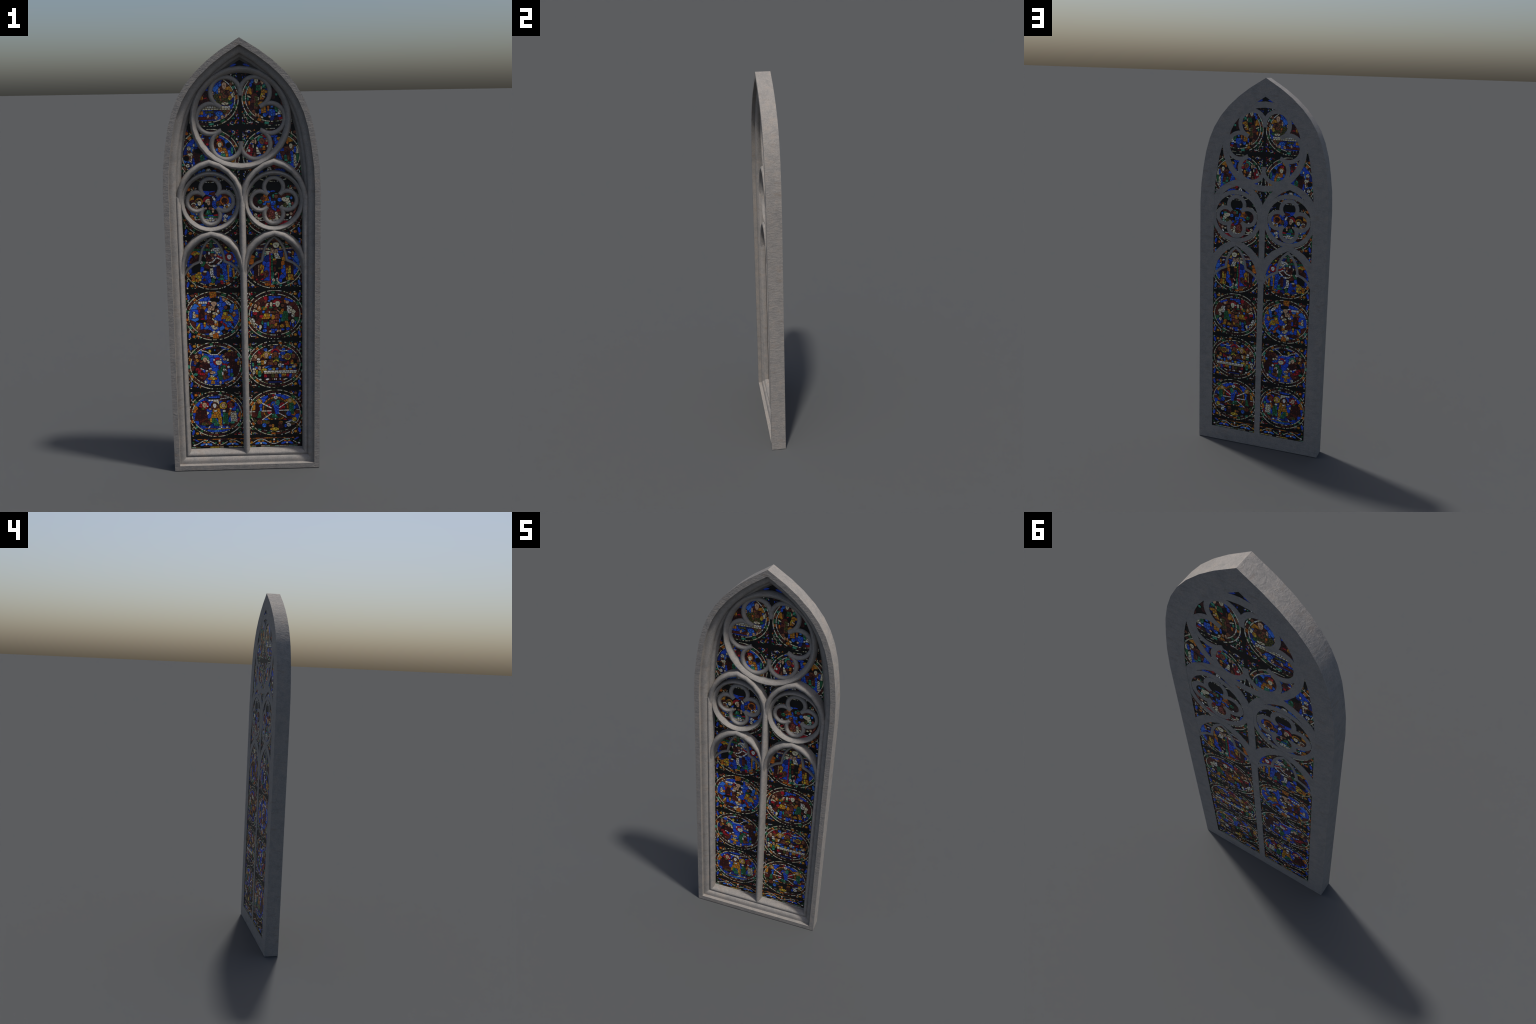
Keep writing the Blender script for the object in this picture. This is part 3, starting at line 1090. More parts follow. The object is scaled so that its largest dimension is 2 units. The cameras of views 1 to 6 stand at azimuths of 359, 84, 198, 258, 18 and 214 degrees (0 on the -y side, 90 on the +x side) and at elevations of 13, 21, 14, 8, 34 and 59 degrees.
def deposition(s):
    s.field(('blue', 'blue', 'navy', 'azure'), 24)
    s.rod('maroon', (-83, 81), (-17, 81), 7, 3)
    s.rod('maroon', (38, 90), (83, 68), 18, 4)
    s.rod('green', (-82, 72), (-6, 72), 10, 4)
    s.rod('green', (-4, 103), (-3, 81), 12, 1)
    s.blob('green', -4, 114, 7, 7)
    s.blob('green', 68, 76, 7, 7)
    s.blob('yellow', 54, 81, 5, 5)
    s.robe('maroon', (-65, 35, 20), (-68, 6, 23), 5)
    s.robe('ink', (-65, 6, 18), (-65, -40, 15), 3)
    s.head('rust', -64, 42, 9, 13)
    s.halo('yellow', -59, 40, 18, 20, 160, 9, 3)
    s.blob('white', -44, 10, 6, 8)
    s.robe('rust', (-17, 50, 9), (-12, 0, 11), 6)
    s.blob('white', 5, 72, 12, 7, 1, turn=30)
    s.blob('white', 27, 77, 15, 5, 2)
    s.blob('cream', 27, 69, 14, 4, 2)
    s.blob('white', 23, 53, 20, 6, 2, turn=-45)
    s.blob('white', 32, 59, 8, 7, 1, turn=-30)
    s.blob('sky', 32, 46, 11, 4, 2, turn=-35)
    s.blob('white', -12, 55, 4, 8)
    s.head('brown', 0, 45, 8, 9)
    s.blob('teal', 1, 59, 8, 4)
    s.blob('flesh', 13, 45, 5, 7, 1, turn=-30)
    s.blob('flesh', 2, 30, 5, 6)
    s.robe('rust', (21, 28, 8), (14, 2, 9), 2)
    s.rod('white', (-15, 8), (5, 14), 6, 2)
    s.rod('white', (3, 15), (17, 33), 6, 1)
    s.rod('white', (17, 33), (41, 20), 6, 2)
    s.rod('white', (38, 20), (20, 0), 7, 2)
    s.blob('flesh', -21, 10, 5, 5)
    s.blob('white', 5, -7, 14, 6, 2)
    s.blob('cream', -11, -4, 11, 3, 1, turn=-35)
    s.robe('white', (-4, -18, 7), (-4, -53, 7), 3)
    s.blob('white', 6, -62, 8, 6, 1, turn=-40)
    s.blob('white', -5, -58, 4, 4)
    s.robe('rust', (23, -6, 8), (23, -62, 6), 3)
    s.robe('maroon', (35, -20, 6), (38, -46, 6), 2)
    s.blob('yellow', -53, -42, 9, 7, 2)
    s.blob('yellow', -65, -53, 8, 10)
    s.blob('ochre', -78, -61, 8, 11)
    s.blob('yellow', -51, -59, 9, 8, 2)
    s.blob('ochre', -62, -77, 9, 8)
    s.blob('ochre', -77, -77, 8, 8)
    s.blob('yellow', -51, -74, 6, 7)
    s.head('rust', -34, -44, 8, 9)
    s.blob('cream', -30, -34, 8, 5)
    s.halo('blue', -29, -48, 17, -80, 60, 11, 3)
    s.blob('brown', -33, -74, 6, 6, 2)
    s.head('white', 67, 35, 9, 12, nimbus='red', reach=16)
    s.blob('ochre', 84, 15, 5, 7)
    s.robe('blue', (45, 6, 9), (52, -75, 8), 5)
    s.rod('ochre', (60, -2), (64, -79), 6, 5)
    s.robe('azure', (71, -17, 5), (70, -61, 5), 3)
    s.rod('ochre', (82, -17), (85, -64), 8, 3)
    s.blob('white', 66, -2, 3, 10)
    s.blob('teal', 36, -59, 8, 8, 2)
    s.blob('teal', 33, -72, 14, 7, 3)
    s.blob('green', 1, -79, 7, 13, 2)
    s.blob('red', 23, -99, 6, 9, 1, turn=-30)
    s.blob('red', 36, -88, 6, 11, 1, turn=20)
    s.blob('maroon', 76, -72, 9, 6, 2)

def raised_cross(s):
    s.field(('blue', 'blue', 'navy', 'azure'), 22)
    s.rod('maroon', (-80, 83), (82, 83), 9, 8)
    s.rod('maroon', (-83, 62), (88, 62), 4, 8)
    s.rod('red', (-16, 55), (-16, -108), 5, 7)
    s.blob('ink', 7, -15, 21, 77)
    s.rod('flesh', (-80, 73), (-24, 70), 7, 4)
    s.rod('flesh', (18, 68), (83, 74), 6, 5)
    s.blob('green', 53, 80, 8, 4)
    s.blob('green', 34, 77, 4, 4)
    s.robe('flesh', (-8, 73, 6), (-8, 48, 7), 3)
    s.robe('flesh', (8, 68, 6), (8, 51, 8), 2)
    s.robe('cream', (8, 50, 9), (15, 22, 11), 3)
    s.blob('maroon', 4, 90, 23, 20, 5)
    s.head('cream', 8, 88, 14, 14)
    s.blob('yellow', -11, 94, 5, 4, 1, turn=-15)
    s.blob('yellow', 24, 77, 5, 4, 1, turn=-25)
    s.blob('orange', 12, 108, 3, 4)
    s.rod('green', (-9, 40), (-9, 22), 9, 1)
    s.rod('green', (-9, 17), (-9, -37), 7, 4)
    s.robe('green', (-7, -40, 5), (-8, -77, 5), 2)
    s.blob('ochre', 1, 18, 7, 6, 2)
    s.robe('rust', (3, 13, 8), (2, -6, 6), 2)
    s.blob('rust', 2, -29, 5, 13, 2)
    s.blob('olive', 21, -25, 6, 5)
    s.blob('flesh', 7, -51, 9, 5, 1, turn=50)
    s.blob('cream', -3, -82, 7, 9, 1, turn=30)
    s.blob('cream', 12, -79, 5, 9)
    s.blob('green', 2, -96, 12, 7, 2)
    s.robe('maroon', (-62, 26, 15), (-66, -77, 17), 10)
    s.head('rust', -54, 40, 8, 11)
    s.blob('mint', -69, 48, 5, 10)
    s.blob('mint', -36, 46, 5, 10)
    s.robe('ochre', (-51, -4, 5), (-53, -31, 5), 2)
    s.blob('ochre', -50, -42, 4, 17, 1, turn=-25)
    s.blob('ochre', -43, -18, 3, 11)
    s.rod('flesh', (-61, -7), (-62, -61), 4, 3)
    s.robe('red', (-48, -51, 6), (-50, -81, 7), 3)
    s.blob('red', -66, -78, 8, 6)
    s.blob('brown', -31, -50, 9, 17, 3)
    s.robe('maroon', (59, 17, 17), (63, -77, 14), 8)
    s.head('rust', 60, 42, 5, 8)
    s.halo('white', 59, 48, 8, 0, 130, 5, 2)
    s.blob('ochre', 40, 44, 5, 13)
    s.blob('ochre', 74, 48, 5, 10)
    s.robe('yellow', (62, -13, 4), (60, -50, 6), 2)
    s.robe('ochre', (51, -22, 3), (50, -51, 3), 2)
    s.robe('yellow', (60, -55, 5), (60, -83, 5), 1)
    s.robe('ochre', (69, -55, 5), (73, -83, 6), 1)
    s.blob('ochre', 50, -75, 3, 9)
    s.blob('cream', 74, 31, 6, 3, 1, turn=-35)
    s.blob('orange', -28, -103, 11, 7, 2)
    s.rod('red', (17, -46), (17, -77), 4, 2)
    s.blob('red', 71, 88, 8, 3)

def enthroned(s):
    s.field(('blue', 'blue', 'azure', 'ink'), 18)
    s.blob('ink', 0, 112, 56, 18)
    s.blob('ink', 0, 26, 51, 44)
    s.halo('red', -12, 50, 17, 30, 200, 10, 2)
    s.blob('maroon', 0, 46, 10, 18, 2)
    s.halo('cream', -10, 46, 10, 40, 220, 5, 2)
    s.head('flesh', -8, 40, 7, 12)
    s.blob('brown', -2, 14, 7, 7)
    s.blob('flesh', -19, 14, 4, 6)
    s.blob('flesh', 9, 9, 6, 7)
    s.blob('flesh', 8, -2, 4, 6)
    s.robe('green', (-9, 6, 4), (-9, -16, 14), 4)
    s.blob('maroon', -68, 42, 14, 12, 2)
    s.halo('ochre', -45, 45, 16, -70, 190, 7, 6)
    s.blob('olive', -51, 46, 7, 7)
    s.head('cream', -44, 38, 8, 11)
    s.halo('cream', -66, 30, 10, 10, 170, 4, 2)
    s.blob('brown', -67, 27, 8, 7)
    s.blob('flesh', -65, 15, 4, 5)
    s.blob('flesh', -57, 13, 4, 6)
    s.blob('flesh', -48, 8, 5, 7)
    s.blob('white', -40, 11, 4, 6)
    s.blob('blue', -31, 26, 7, 5, 1, turn=40)
    s.blob('blue', 14, 34, 9, 18, 2)
    s.blob('blue', 27, 54, 7, 12, 1, turn=-30)
    s.blob('cream', 13, 60, 5, 12, 1, turn=30)
    s.blob('azure', 19, 16, 7, 8)
    s.blob('azure', 39, 16, 10, 9, 4)
    s.blob('olive', 31, 36, 10, 12, 3)
    s.blob('maroon', 54, 48, 15, 16, 2)
    s.halo('orange', 54, 48, 18, -60, 280, 6, 6)
    s.blob('white', 54, 26, 4, 5)
    s.blob('white', 54, 15, 5, 8, 2)
    s.blob('ochre', 65, 16, 7, 12, 2)
    s.blob('white', 72, 28, 7, 9, 1, turn=30)
    s.rod('teal', (-59, -28), (29, -27), 7, 5)
    s.rod('white', (-65, -39), (29, -37), 4, 7)
    s.blob('white', 0, -34, 9, 6)
    s.blob('cream', -2, -44, 17, 5, 4)
    s.blob('white', -62, -29, 3, 7)
    s.blob('orange', -75, -22, 9, 7)
    s.blob('orange', -71, -38, 7, 9)
    s.blob('white', 57, -24, 10, 9)
    s.blob('white', 54, -44, 7, 10)
    s.blob('rust', 73, -14, 12, 8, 3)
    s.blob('sky', 87, -2, 4, 14, 1, turn=-20)
    s.blob('maroon', -44, -50, 20, 8, 3)
    s.blob('maroon', 43, -58, 17, 8, 3)
    s.blob('blue', 37, -65, 6, 3)

def gesturing_prophet(s):
    s.field(('maroon', 'ink', 'rust', 'ink'), 22)
    s.blob('ink', -2, 110, 56, 18)
    s.blob('blue', -22, 82, 10, 10, 2)
    s.blob('blue', -3, 88, 10, 4)
    s.blob('maroon', -2, 64, 20, 22, 4)
    s.blob('ink', 2, 70, 14, 16)
    s.blob('teal', -1, 66, 5, 9)
    s.blob('teal', 10, 77, 6, 2)
    s.head('brown', 10, 64, 8, 9)
    s.blob('teal', 24, 80, 3, 6)
    s.robe('azure', (-15, 64, 4), (-12, 38, 3), 1)
    s.rod('azure', (-37, 38), (-14, 40), 7, 2)
    s.blob('azure', -36, 29, 7, 6, 1, turn=20)
    s.blob('azure', 24, 48, 9, 9)
    s.robe('azure', (-2, 43, 10), (-2, 24, 9), 2)
    s.halo('blue', 12, 22, 22, 180, 265, 10, 3)
    s.blob('olive', 7, 17, 6, 9)
    s.blob('blue', 18, 16, 6, 6)
    s.blob('brown', -41, 56, 10, 8, 1, turn=-25)
    s.blob('maroon', -71, 40, 12, 16, 3)
    s.blob('green', -53, 40, 9, 10, 3)
    s.blob('olive', -43, 20, 5, 5)
    s.blob('olive', -43, 9, 7, 7)
    s.blob('cream', -56, 10, 6, 11)
    s.blob('salmon', -26, 18, 10, 8, 2)
    s.blob('maroon', -51, 21, 6, 5)
    s.blob('brown', -68, 6, 7, 6, 2)
    s.blob('orange', -20, 30, 7, 4)
    s.head('cream', 46, 50, 16, 11)
    s.blob('teal', 55, 62, 8, 5)
    s.blob('azure', 69, 56, 5, 7)
    s.blob('red', 27, 30, 10, 7, 2)
    s.blob('olive', 44, 22, 7, 12, 2)
    s.blob('mint', 63, 26, 6, 8, 2)
    s.blob('mint', 60, 12, 10, 8, 3)
    s.blob('ochre', 29, 14, 7, 6)
    s.blob('salmon', 74, 30, 5, 8)
    s.blob('salmon', 39, 8, 5, 6)
    s.robe('salmon', (-9, 0, 6), (-7, -38, 15), 6)
    s.blob('cream', 10, -16, 6, 9, 2)
    s.blob('cream', 19, -24, 4, 14, 1, turn=40)
    s.blob('brown', 23, -16, 7, 10)
    s.rod('white', (-68, -47), (58, -47), 4, 10)
    s.robe('red', (0, -51, 60), (0, -68, 44), 9)
    s.blob('red', -53, -26, 10, 8, 2)
    s.blob('cream', -71, -20, 7, 7)
    s.blob('white', -70, -34, 5, 8, 2)
    s.blob('blue', -88, -8, 6, 18, 2, turn=20)
    s.blob('cream', 54, -23, 6, 5)
    s.blob('flesh', 68, -18, 6, 7)
    s.blob('white', 65, -36, 4, 9, 1, turn=-35)
    s.blob('salmon', 83, -4, 4, 14, 1, turn=-25)

def mourning_woman(s):
    s.field(('blue', 'blue', 'azure', 'navy'), 22)
    s.robe('maroon', (-44, 31, 20), (-41, -35, 17), 7)
    s.blob('green', -27, -9, 9, 17, 3)
    s.blob('ink', -38, 24, 18, 11)
    s.blob('rust', -8, 70, 10, 15, 2)
    s.blob('red', -24, 72, 6, 7)
    s.blob('red', -6, 53, 6, 6)
    s.blob('cream', -24, 79, 7, 3)
    s.blob('maroon', -9, 88, 14, 5, 2)
    s.blob('teal', -12, 43, 5, 5)
    s.blob('sky', -3, 28, 5, 11, 1, turn=-35)
    s.blob('maroon', 39, 57, 22, 23, 3)
    s.blob('red', 38, 72, 9, 7)
    s.halo('orange', 41, 53, 12, -30, 180, 8, 2)
    s.head('cream', 41, 50, 8, 12)
    s.blob('ink', 74, 48, 9, 12)
    s.robe('orange', (42, 39, 9), (45, 17, 9), 2)
    s.robe('orange', (59, 37, 6), (71, -9, 9), 4)
    s.robe('teal', (53, 11, 8), (53, -13, 11), 3)
    s.blob('cream', 52, 17, 8, 5, 2)
    s.blob('flesh', 20, 28, 4, 7)
    s.blob('azure', 30, 28, 5, 7)
    s.robe('blue', (82, 15, 8), (83, -11, 9), 1)
    s.blob('teal', 88, 24, 4, 17, 2)
    s.blob('white', -77, 36, 8, 10)
    s.blob('rust', -78, 20, 8, 6)
    s.blob('ink', -88, -8, 10, 12)
    s.blob('cream', -83, -42, 8, 9, 3)
    s.rod('cream', (-68, 6), (-69, -22), 5, 2)
    s.robe('white', (-65, -35, 4), (-62, -57, 5), 1)
    s.robe('azure', (-61, -9, 3), (-58, -46, 5), 1)
    s.blob('cream', -73, -23, 8, 3, 1, turn=-30)
    s.blob('azure', -80, -26, 5, 4)
    s.blob('cream', -58, 50, 4, 7)
    s.blob('cream', -62, 29, 2, 7)
    s.robe('cream', (-5, -57, 8), (-3, -79, 14), 4)
    s.blob('azure', -38, -75, 8, 11, 2)
    s.blob('maroon', 27, -70, 15, 9, 3)
    s.blob('blue', 17, -73, 8, 11, 2, turn=-40)
    s.blob('white', -50, -88, 6, 5)

def procession(s):
    s.field(('blue', 'maroon', 'ink', 'blue'), 22)
    s.robe('red', (-86, 50, 6), (-86, 20, 9), 3)
    s.robe('red', (-89, 17, 12), (-88, -2, 15), 3)
    s.blob('white', -92, 22, 5, 7)
    s.robe('rust', (-74, 13, 6), (-73, -11, 8), 2)
    s.blob('flesh', -77, 63, 5, 9)
    s.blob('flesh', -67, 62, 4, 11)
    s.blob('cream', -76, 42, 3, 9)
    s.halo('teal', -45, 70, 15, 60, 200, 7, 3)
    s.halo('blue', -48, 81, 21, 50, 140, 5, 2)
    s.head('brown', -42, 64, 11, 14)
    s.blob('flesh', -24, 68, 5, 9)
    s.blob('white', -21, 41, 4, 6)
    s.blob('azure', -57, 42, 5, 8, 2)
    s.blob('azure', -48, 35, 4, 9, 1, turn=-30)
    s.robe('white', (-62, 39, 3), (-55, 6, 8), 2)
    s.robe('orange', (-35, 42, 5), (-35, 24, 6), 2)
    s.blob('rust', -48, 28, 6, 7)
    s.blob('orange', -33, 13, 5, 6)
    s.blob('blue', -45, -2, 11, 7, 3)
    s.blob('teal', -43, 42, 4, 4)
    s.blob('ochre', 22, 74, 8, 8, 3)
    s.blob('ochre', 55, 59, 5, 11)
    s.blob('azure', 8, 72, 6, 11, 2)
    s.blob('blue', 5, 86, 14, 6, 3)
    s.blob('blue', 8, 37, 6, 9, 2)
    s.blob('white', -2, 28, 4, 6)
    s.robe('rust', (52, 37, 11), (58, 13, 14), 5)
    s.robe('rust', (36, 17, 9), (36, -20, 9), 3)
    s.robe('rust', (62, 9, 8), (65, -28, 9), 3)
    s.robe('azure', (21, 9, 6), (24, -22, 12), 2)
    s.robe('teal', (47, -2, 5), (50, -28, 6), 3)
    s.blob('teal', 62, -35, 8, 5, 2)
    s.head('cream', 68, 40, 7, 12)
    s.robe('blue', (71, 17, 5), (77, -35, 5), 2)
    s.robe('cream', (83, 2, 5), (85, -51, 6), 4)
    s.blob('blue', 84, 24, 5, 15, 2)
    s.robe('white', (-15, -53, 6), (-15, -77, 11), 2)
    s.blob('blue', 18, -70, 12, 9, 2)
    s.blob('azure', 38, -70, 11, 9)
    s.blob('red', 2, -51, 6, 6)

def banquet(s):
    s.field(('blue', 'blue', 'navy', 'azure'), 22)
    s.robe('maroon', (-12, 36, 32), (-12, -26, 41), 9)
    s.robe('olive', (58, 38, 15), (56, -26, 31), 8)
    s.robe('rust', (75, 38, 8), (78, 4, 12), 3)
    s.blob('ochre', 84, 4, 7, 11)
    s.blob('green', 84, -18, 8, 7)
    s.head('brown', 16, 64, 8, 16)
    s.blob('red', 30, 86, 8, 12, 3)
    s.blob('cream', 32, 76, 6, 3)
    s.head('flesh', 63, 57, 9, 16)
    s.blob('blue', 49, 90, 12, 10)
    s.blob('azure', 45, 64, 8, 11, 2)
    s.blob('azure', 37, 30, 5, 12, 1, turn=-20)
    s.blob('flesh', 44, 36, 4, 12)
    s.blob('flesh', 19, 24, 5, 9)
    s.blob('olive', 32, 10, 8, 14, 3)
    s.blob('cream', 65, -21, 14, 7)
    s.blob('orange', 47, 8, 4, 7)
    s.blob('ochre', -27, 32, 7, 14, 2, turn=-20)
    s.blob('green', -36, 9, 7, 9)
    s.blob('ochre', -22, 4, 6, 9)
    s.blob('red', -9, 7, 7, 7)
    s.blob('flesh', -15, 38, 4, 8)
    s.rod('white', (-44, -36), (85, -36), 8, 8)
    s.rod('cream', (-42, -45), (83, -45), 6, 12)
    s.rod('ochre', (-47, -61), (-17, -61), 12, 3)
    s.blob('blue', -15, -62, 3, 10)
    s.rod('olive', (-10, -59), (22, -57), 8, 3)
    s.blob('azure', 42, -66, 14, 13, 4)
    s.blob('olive', 63, -56, 7, 6)
    s.rod('azure', (-46, -75), (-31, -75), 5, 1)
    s.rod('azure', (7, -70), (20, -70), 4, 1)
    s.rod('rust', (-47, -86), (25, -84), 10, 6)
    s.blob('flesh', 0, -77, 4, 9, 1, turn=-20)
    s.blob('flesh', 30, -83, 6, 9)
    s.blob('flesh', 54, -80, 6, 8)
    s.blob('flesh', 68, -74, 4, 10, 1, turn=-25)
    s.rod('blue', (-19, -94), (29, -93), 3, 3)

def travellers(s):
    s.field(('ink', 'navy', 'maroon', 'rust', 'ink'), 24)
    s.blob('blue', -53, 98, 12, 9, 2)
    s.blob('blue', -76, 78, 6, 12, 2)
    s.blob('blue', -82, 60, 5, 10)
    s.blob('blue', -29, 70, 4, 12)
    s.robe('green', (-53, 58, 8), (-53, 34, 10), 3)
    s.robe('green', (-32, 60, 6), (-31, 44, 7), 1)
    s.head('cream', -61, 78, 8, 13)
    s.head('flesh', -38, 76, 8, 15)
    s.blob('ink', -41, 90, 10, 6)
    s.blob('flesh', -42, 46, 3, 8)
    s.robe('ochre', (-34, 38, 8), (-41, -6, 8), 3)
    s.blob('ochre', -25, 29, 6, 7)
    s.blob('flesh', -34, 8, 8, 4, 1, turn=-30)
    s.blob('cream', -56, -2, 6, 8, 2)
    s.robe('olive', (-63, 10, 7), (-63, -46, 7), 4)
    s.blob('orange', -93, 26, 3, 8)
    s.blob('cream', -89, 8, 9, 4, 1, turn=-25)
    s.blob('teal', -93, -2, 3, 8)
    s.blob('orange', -88, -20, 4, 10)
    s.blob('rust', -75, 34, 3, 12)
    s.robe('ochre', (-36, -28, 8), (-34, -64, 10), 4)
    s.robe('ochre', (-18, -24, 3), (-16, -56, 4), 2)
    s.robe('azure', (-4, -20, 3), (-3, -42, 5), 1)
    s.robe('blue', (-7, -48, 6), (-7, -80, 6), 2)
    s.robe('blue', (4, -50, 5), (6, -78, 5), 2)
    s.blob('azure', -30, -74, 8, 9)
    s.blob('green', 15, -44, 8, 18)
    s.robe('white', (27, -34, 2), (25, -72, 8), 2)
    s.robe('white', (36, -34, 2), (37, -70, 7), 2)
    s.blob('blue', 25, -79, 7, 5)
    s.blob('blue', 41, -75, 4, 5)
    s.blob('blue', -48, -58, 4, 12, 2)
    s.blob('flesh', -64, -73, 3, 10)
    s.blob('flesh', -54, -74, 3, 9)
    s.blob('cream', -41, -84, 6, 5, 1, turn=-35)
    s.blob('orange', -51, -94, 8, 7, 2)
    s.blob('flesh', -12, -82, 5, 5)
    s.blob('white', 14, -71, 4, 5)
    s.blob('white', 25, 36, 7, 11)
    s.blob('white', 10, 64, 7, 8, 1, turn=-45)
    s.blob('teal', 14, 16, 5, 6)
    s.blob('ochre', 31, 6, 7, 7)
    s.blob('red', 46, -8, 6, 20, 1, turn=20)

SCENES = [(four_saints, wheel_of_spokes), (washing_of_feet, long_table), (column_and_scourges, crowded_arrest),
          (deposition, raised_cross), (enthroned, gesturing_prophet), (mourning_woman, procession), (banquet, travellers)]
FIRST_ROW = 0.2560


def strip(points, width, colours, layer=0, skip=0.0):
    """A run of little panes along a line."""
    for a, b in zip(points[:-1], points[1:]):
        if rng.random() < skip:
            continue
        a, b = np.array(a), np.array(b)
        d = b - a
        l = np.linalg.norm(d)
        d = d / l
        s = np.array((-d[1], d[0])) * width / 2
        p, q = a + d * 0.0006, b - d * 0.0006
        pane([tuple(p - s), tuple(q - s), tuple(q + s), tuple(p + s)], rng.choice(colours), layer)


def leaf_ornament(x, z, out, up):
    """Scrollwork in the corner between four medallions; out = towards the jamb, up = away from the bar."""
    def spot(dx, dz, rx, rz, colour, turn=0, layer=0):
        pane(ellipse(x + out * dx, z + up * dz, rx, rz, 9, out * up * turn), colour, layer)
    spot(0.126, 0.030, 0.0060, 0.0150, rng.choice(('blue', 'azure', 'blue')), 14)
    spot(0.107, 0.024, 0.0080, 0.0070, rng.choice(('orange', 'brown', 'ochre')))
    spot(0.092, 0.026, 0.0022, 0.0068, 'cream', 18)
    spot(0.086, 0.018, 0.0020, 0.0060, 'orange')
    spot(0.078, 0.016, 0.0018, 0.0050, rng.choice(('teal', 'rust')))
    spot(0.129, 0.011, 0.0040, 0.0022, 'cream')
    spot(0.115, 0.045, 0.0035, 0.0030, 'olive', 20)
    strip([(x + out * a, z + up * b) for a, b in ((0.118, 0.052), (0.124, 0.058), (0.129, 0.052), (0.128, 0.044))], 0.0028, ('cream', 'white'), 0)
    strip([(x + out * 0.134, z + up * k) for k in np.arange(0.010, 0.105, 0.011)], 0.004, ('rust', 'maroon', 'orange', 'green', 'maroon'), 0, 0.15)


def mullion_ornament(x, z, side, up):
    """White curls, buds and green leaves against the mullion, no two quite alike."""
    def spot(dx, dz, rx, rz, colour, turn=0):
        dx, dz = dx + rng.uniform(-0.002, 0.002), dz + rng.uniform(-0.002, 0.002)
        pane(ellipse(x + side * dx, z + up * dz, rx * rng.uniform(0.75, 1.15), rz * rng.uniform(0.75, 1.15), 8, side * up * (turn + rng.uniform(-15, 15))), colour, 0)

    def curl(dx, dz, rx, rz, a0, a1):
        strip([(x + side * (dx + rx * math.cos(t)), z + up * (dz + rz * math.sin(t))) for t in np.linspace(a0, a1, 6)], 0.0027, ('white', 'cream', 'cream'), 0, 0.1)
    kind = rng.random()
    if kind < 0.5:
        a = rng.uniform(1.2, 3.2)
        curl(0.036, 0.021, 0.010, 0.008, a, a + rng.uniform(2.4, 3.8))
        spot(0.036, 0.021, 0.0058, 0.0048, rng.choice(('blue', 'navy', 'azure', 'red')))
    else:
        curl(0.040, 0.012, 0.014, 0.008, 0.2, rng.uniform(1.8, 2.9))
        curl(0.022, 0.034, 0.007, 0.010, rng.uniform(-1, 0), 2.6)
        spot(0.040, 0.015, 0.0040, 0.0030, rng.choice(('blue', 'navy', 'maroon')))
    spot(0.023, 0.022, 0.0018, 0.0095, rng.choice(('rust', 'rust', 'orange')))
    if rng.random() < 0.6:
        spot(0.029, 0.043, 0.0026, 0.0050, 'green', -25)
        spot(0.037, 0.038, 0.0050, 0.0024, 'green', 15)
    spot(0.052, 0.016, 0.0046, 0.0026, rng.choice(('red', 'maroon', 'rust', 'green')), 20)
    spot(0.016, 0.052, 0.0020, 0.0056, rng.choice(('white', 'cream')), 12)
    spot(0.013, 0.066, 0.0028, 0.0036, rng.choice(('orange', 'rust', 'teal')))
    spot(0.010, 0.040, 0.0026, 0.0036, rng.choice(('white', 'cream', 'blue')))
    spot(0.011, 0.020, 0.0024, 0.0046, rng.choice(('blue', 'green', 'maroon')))


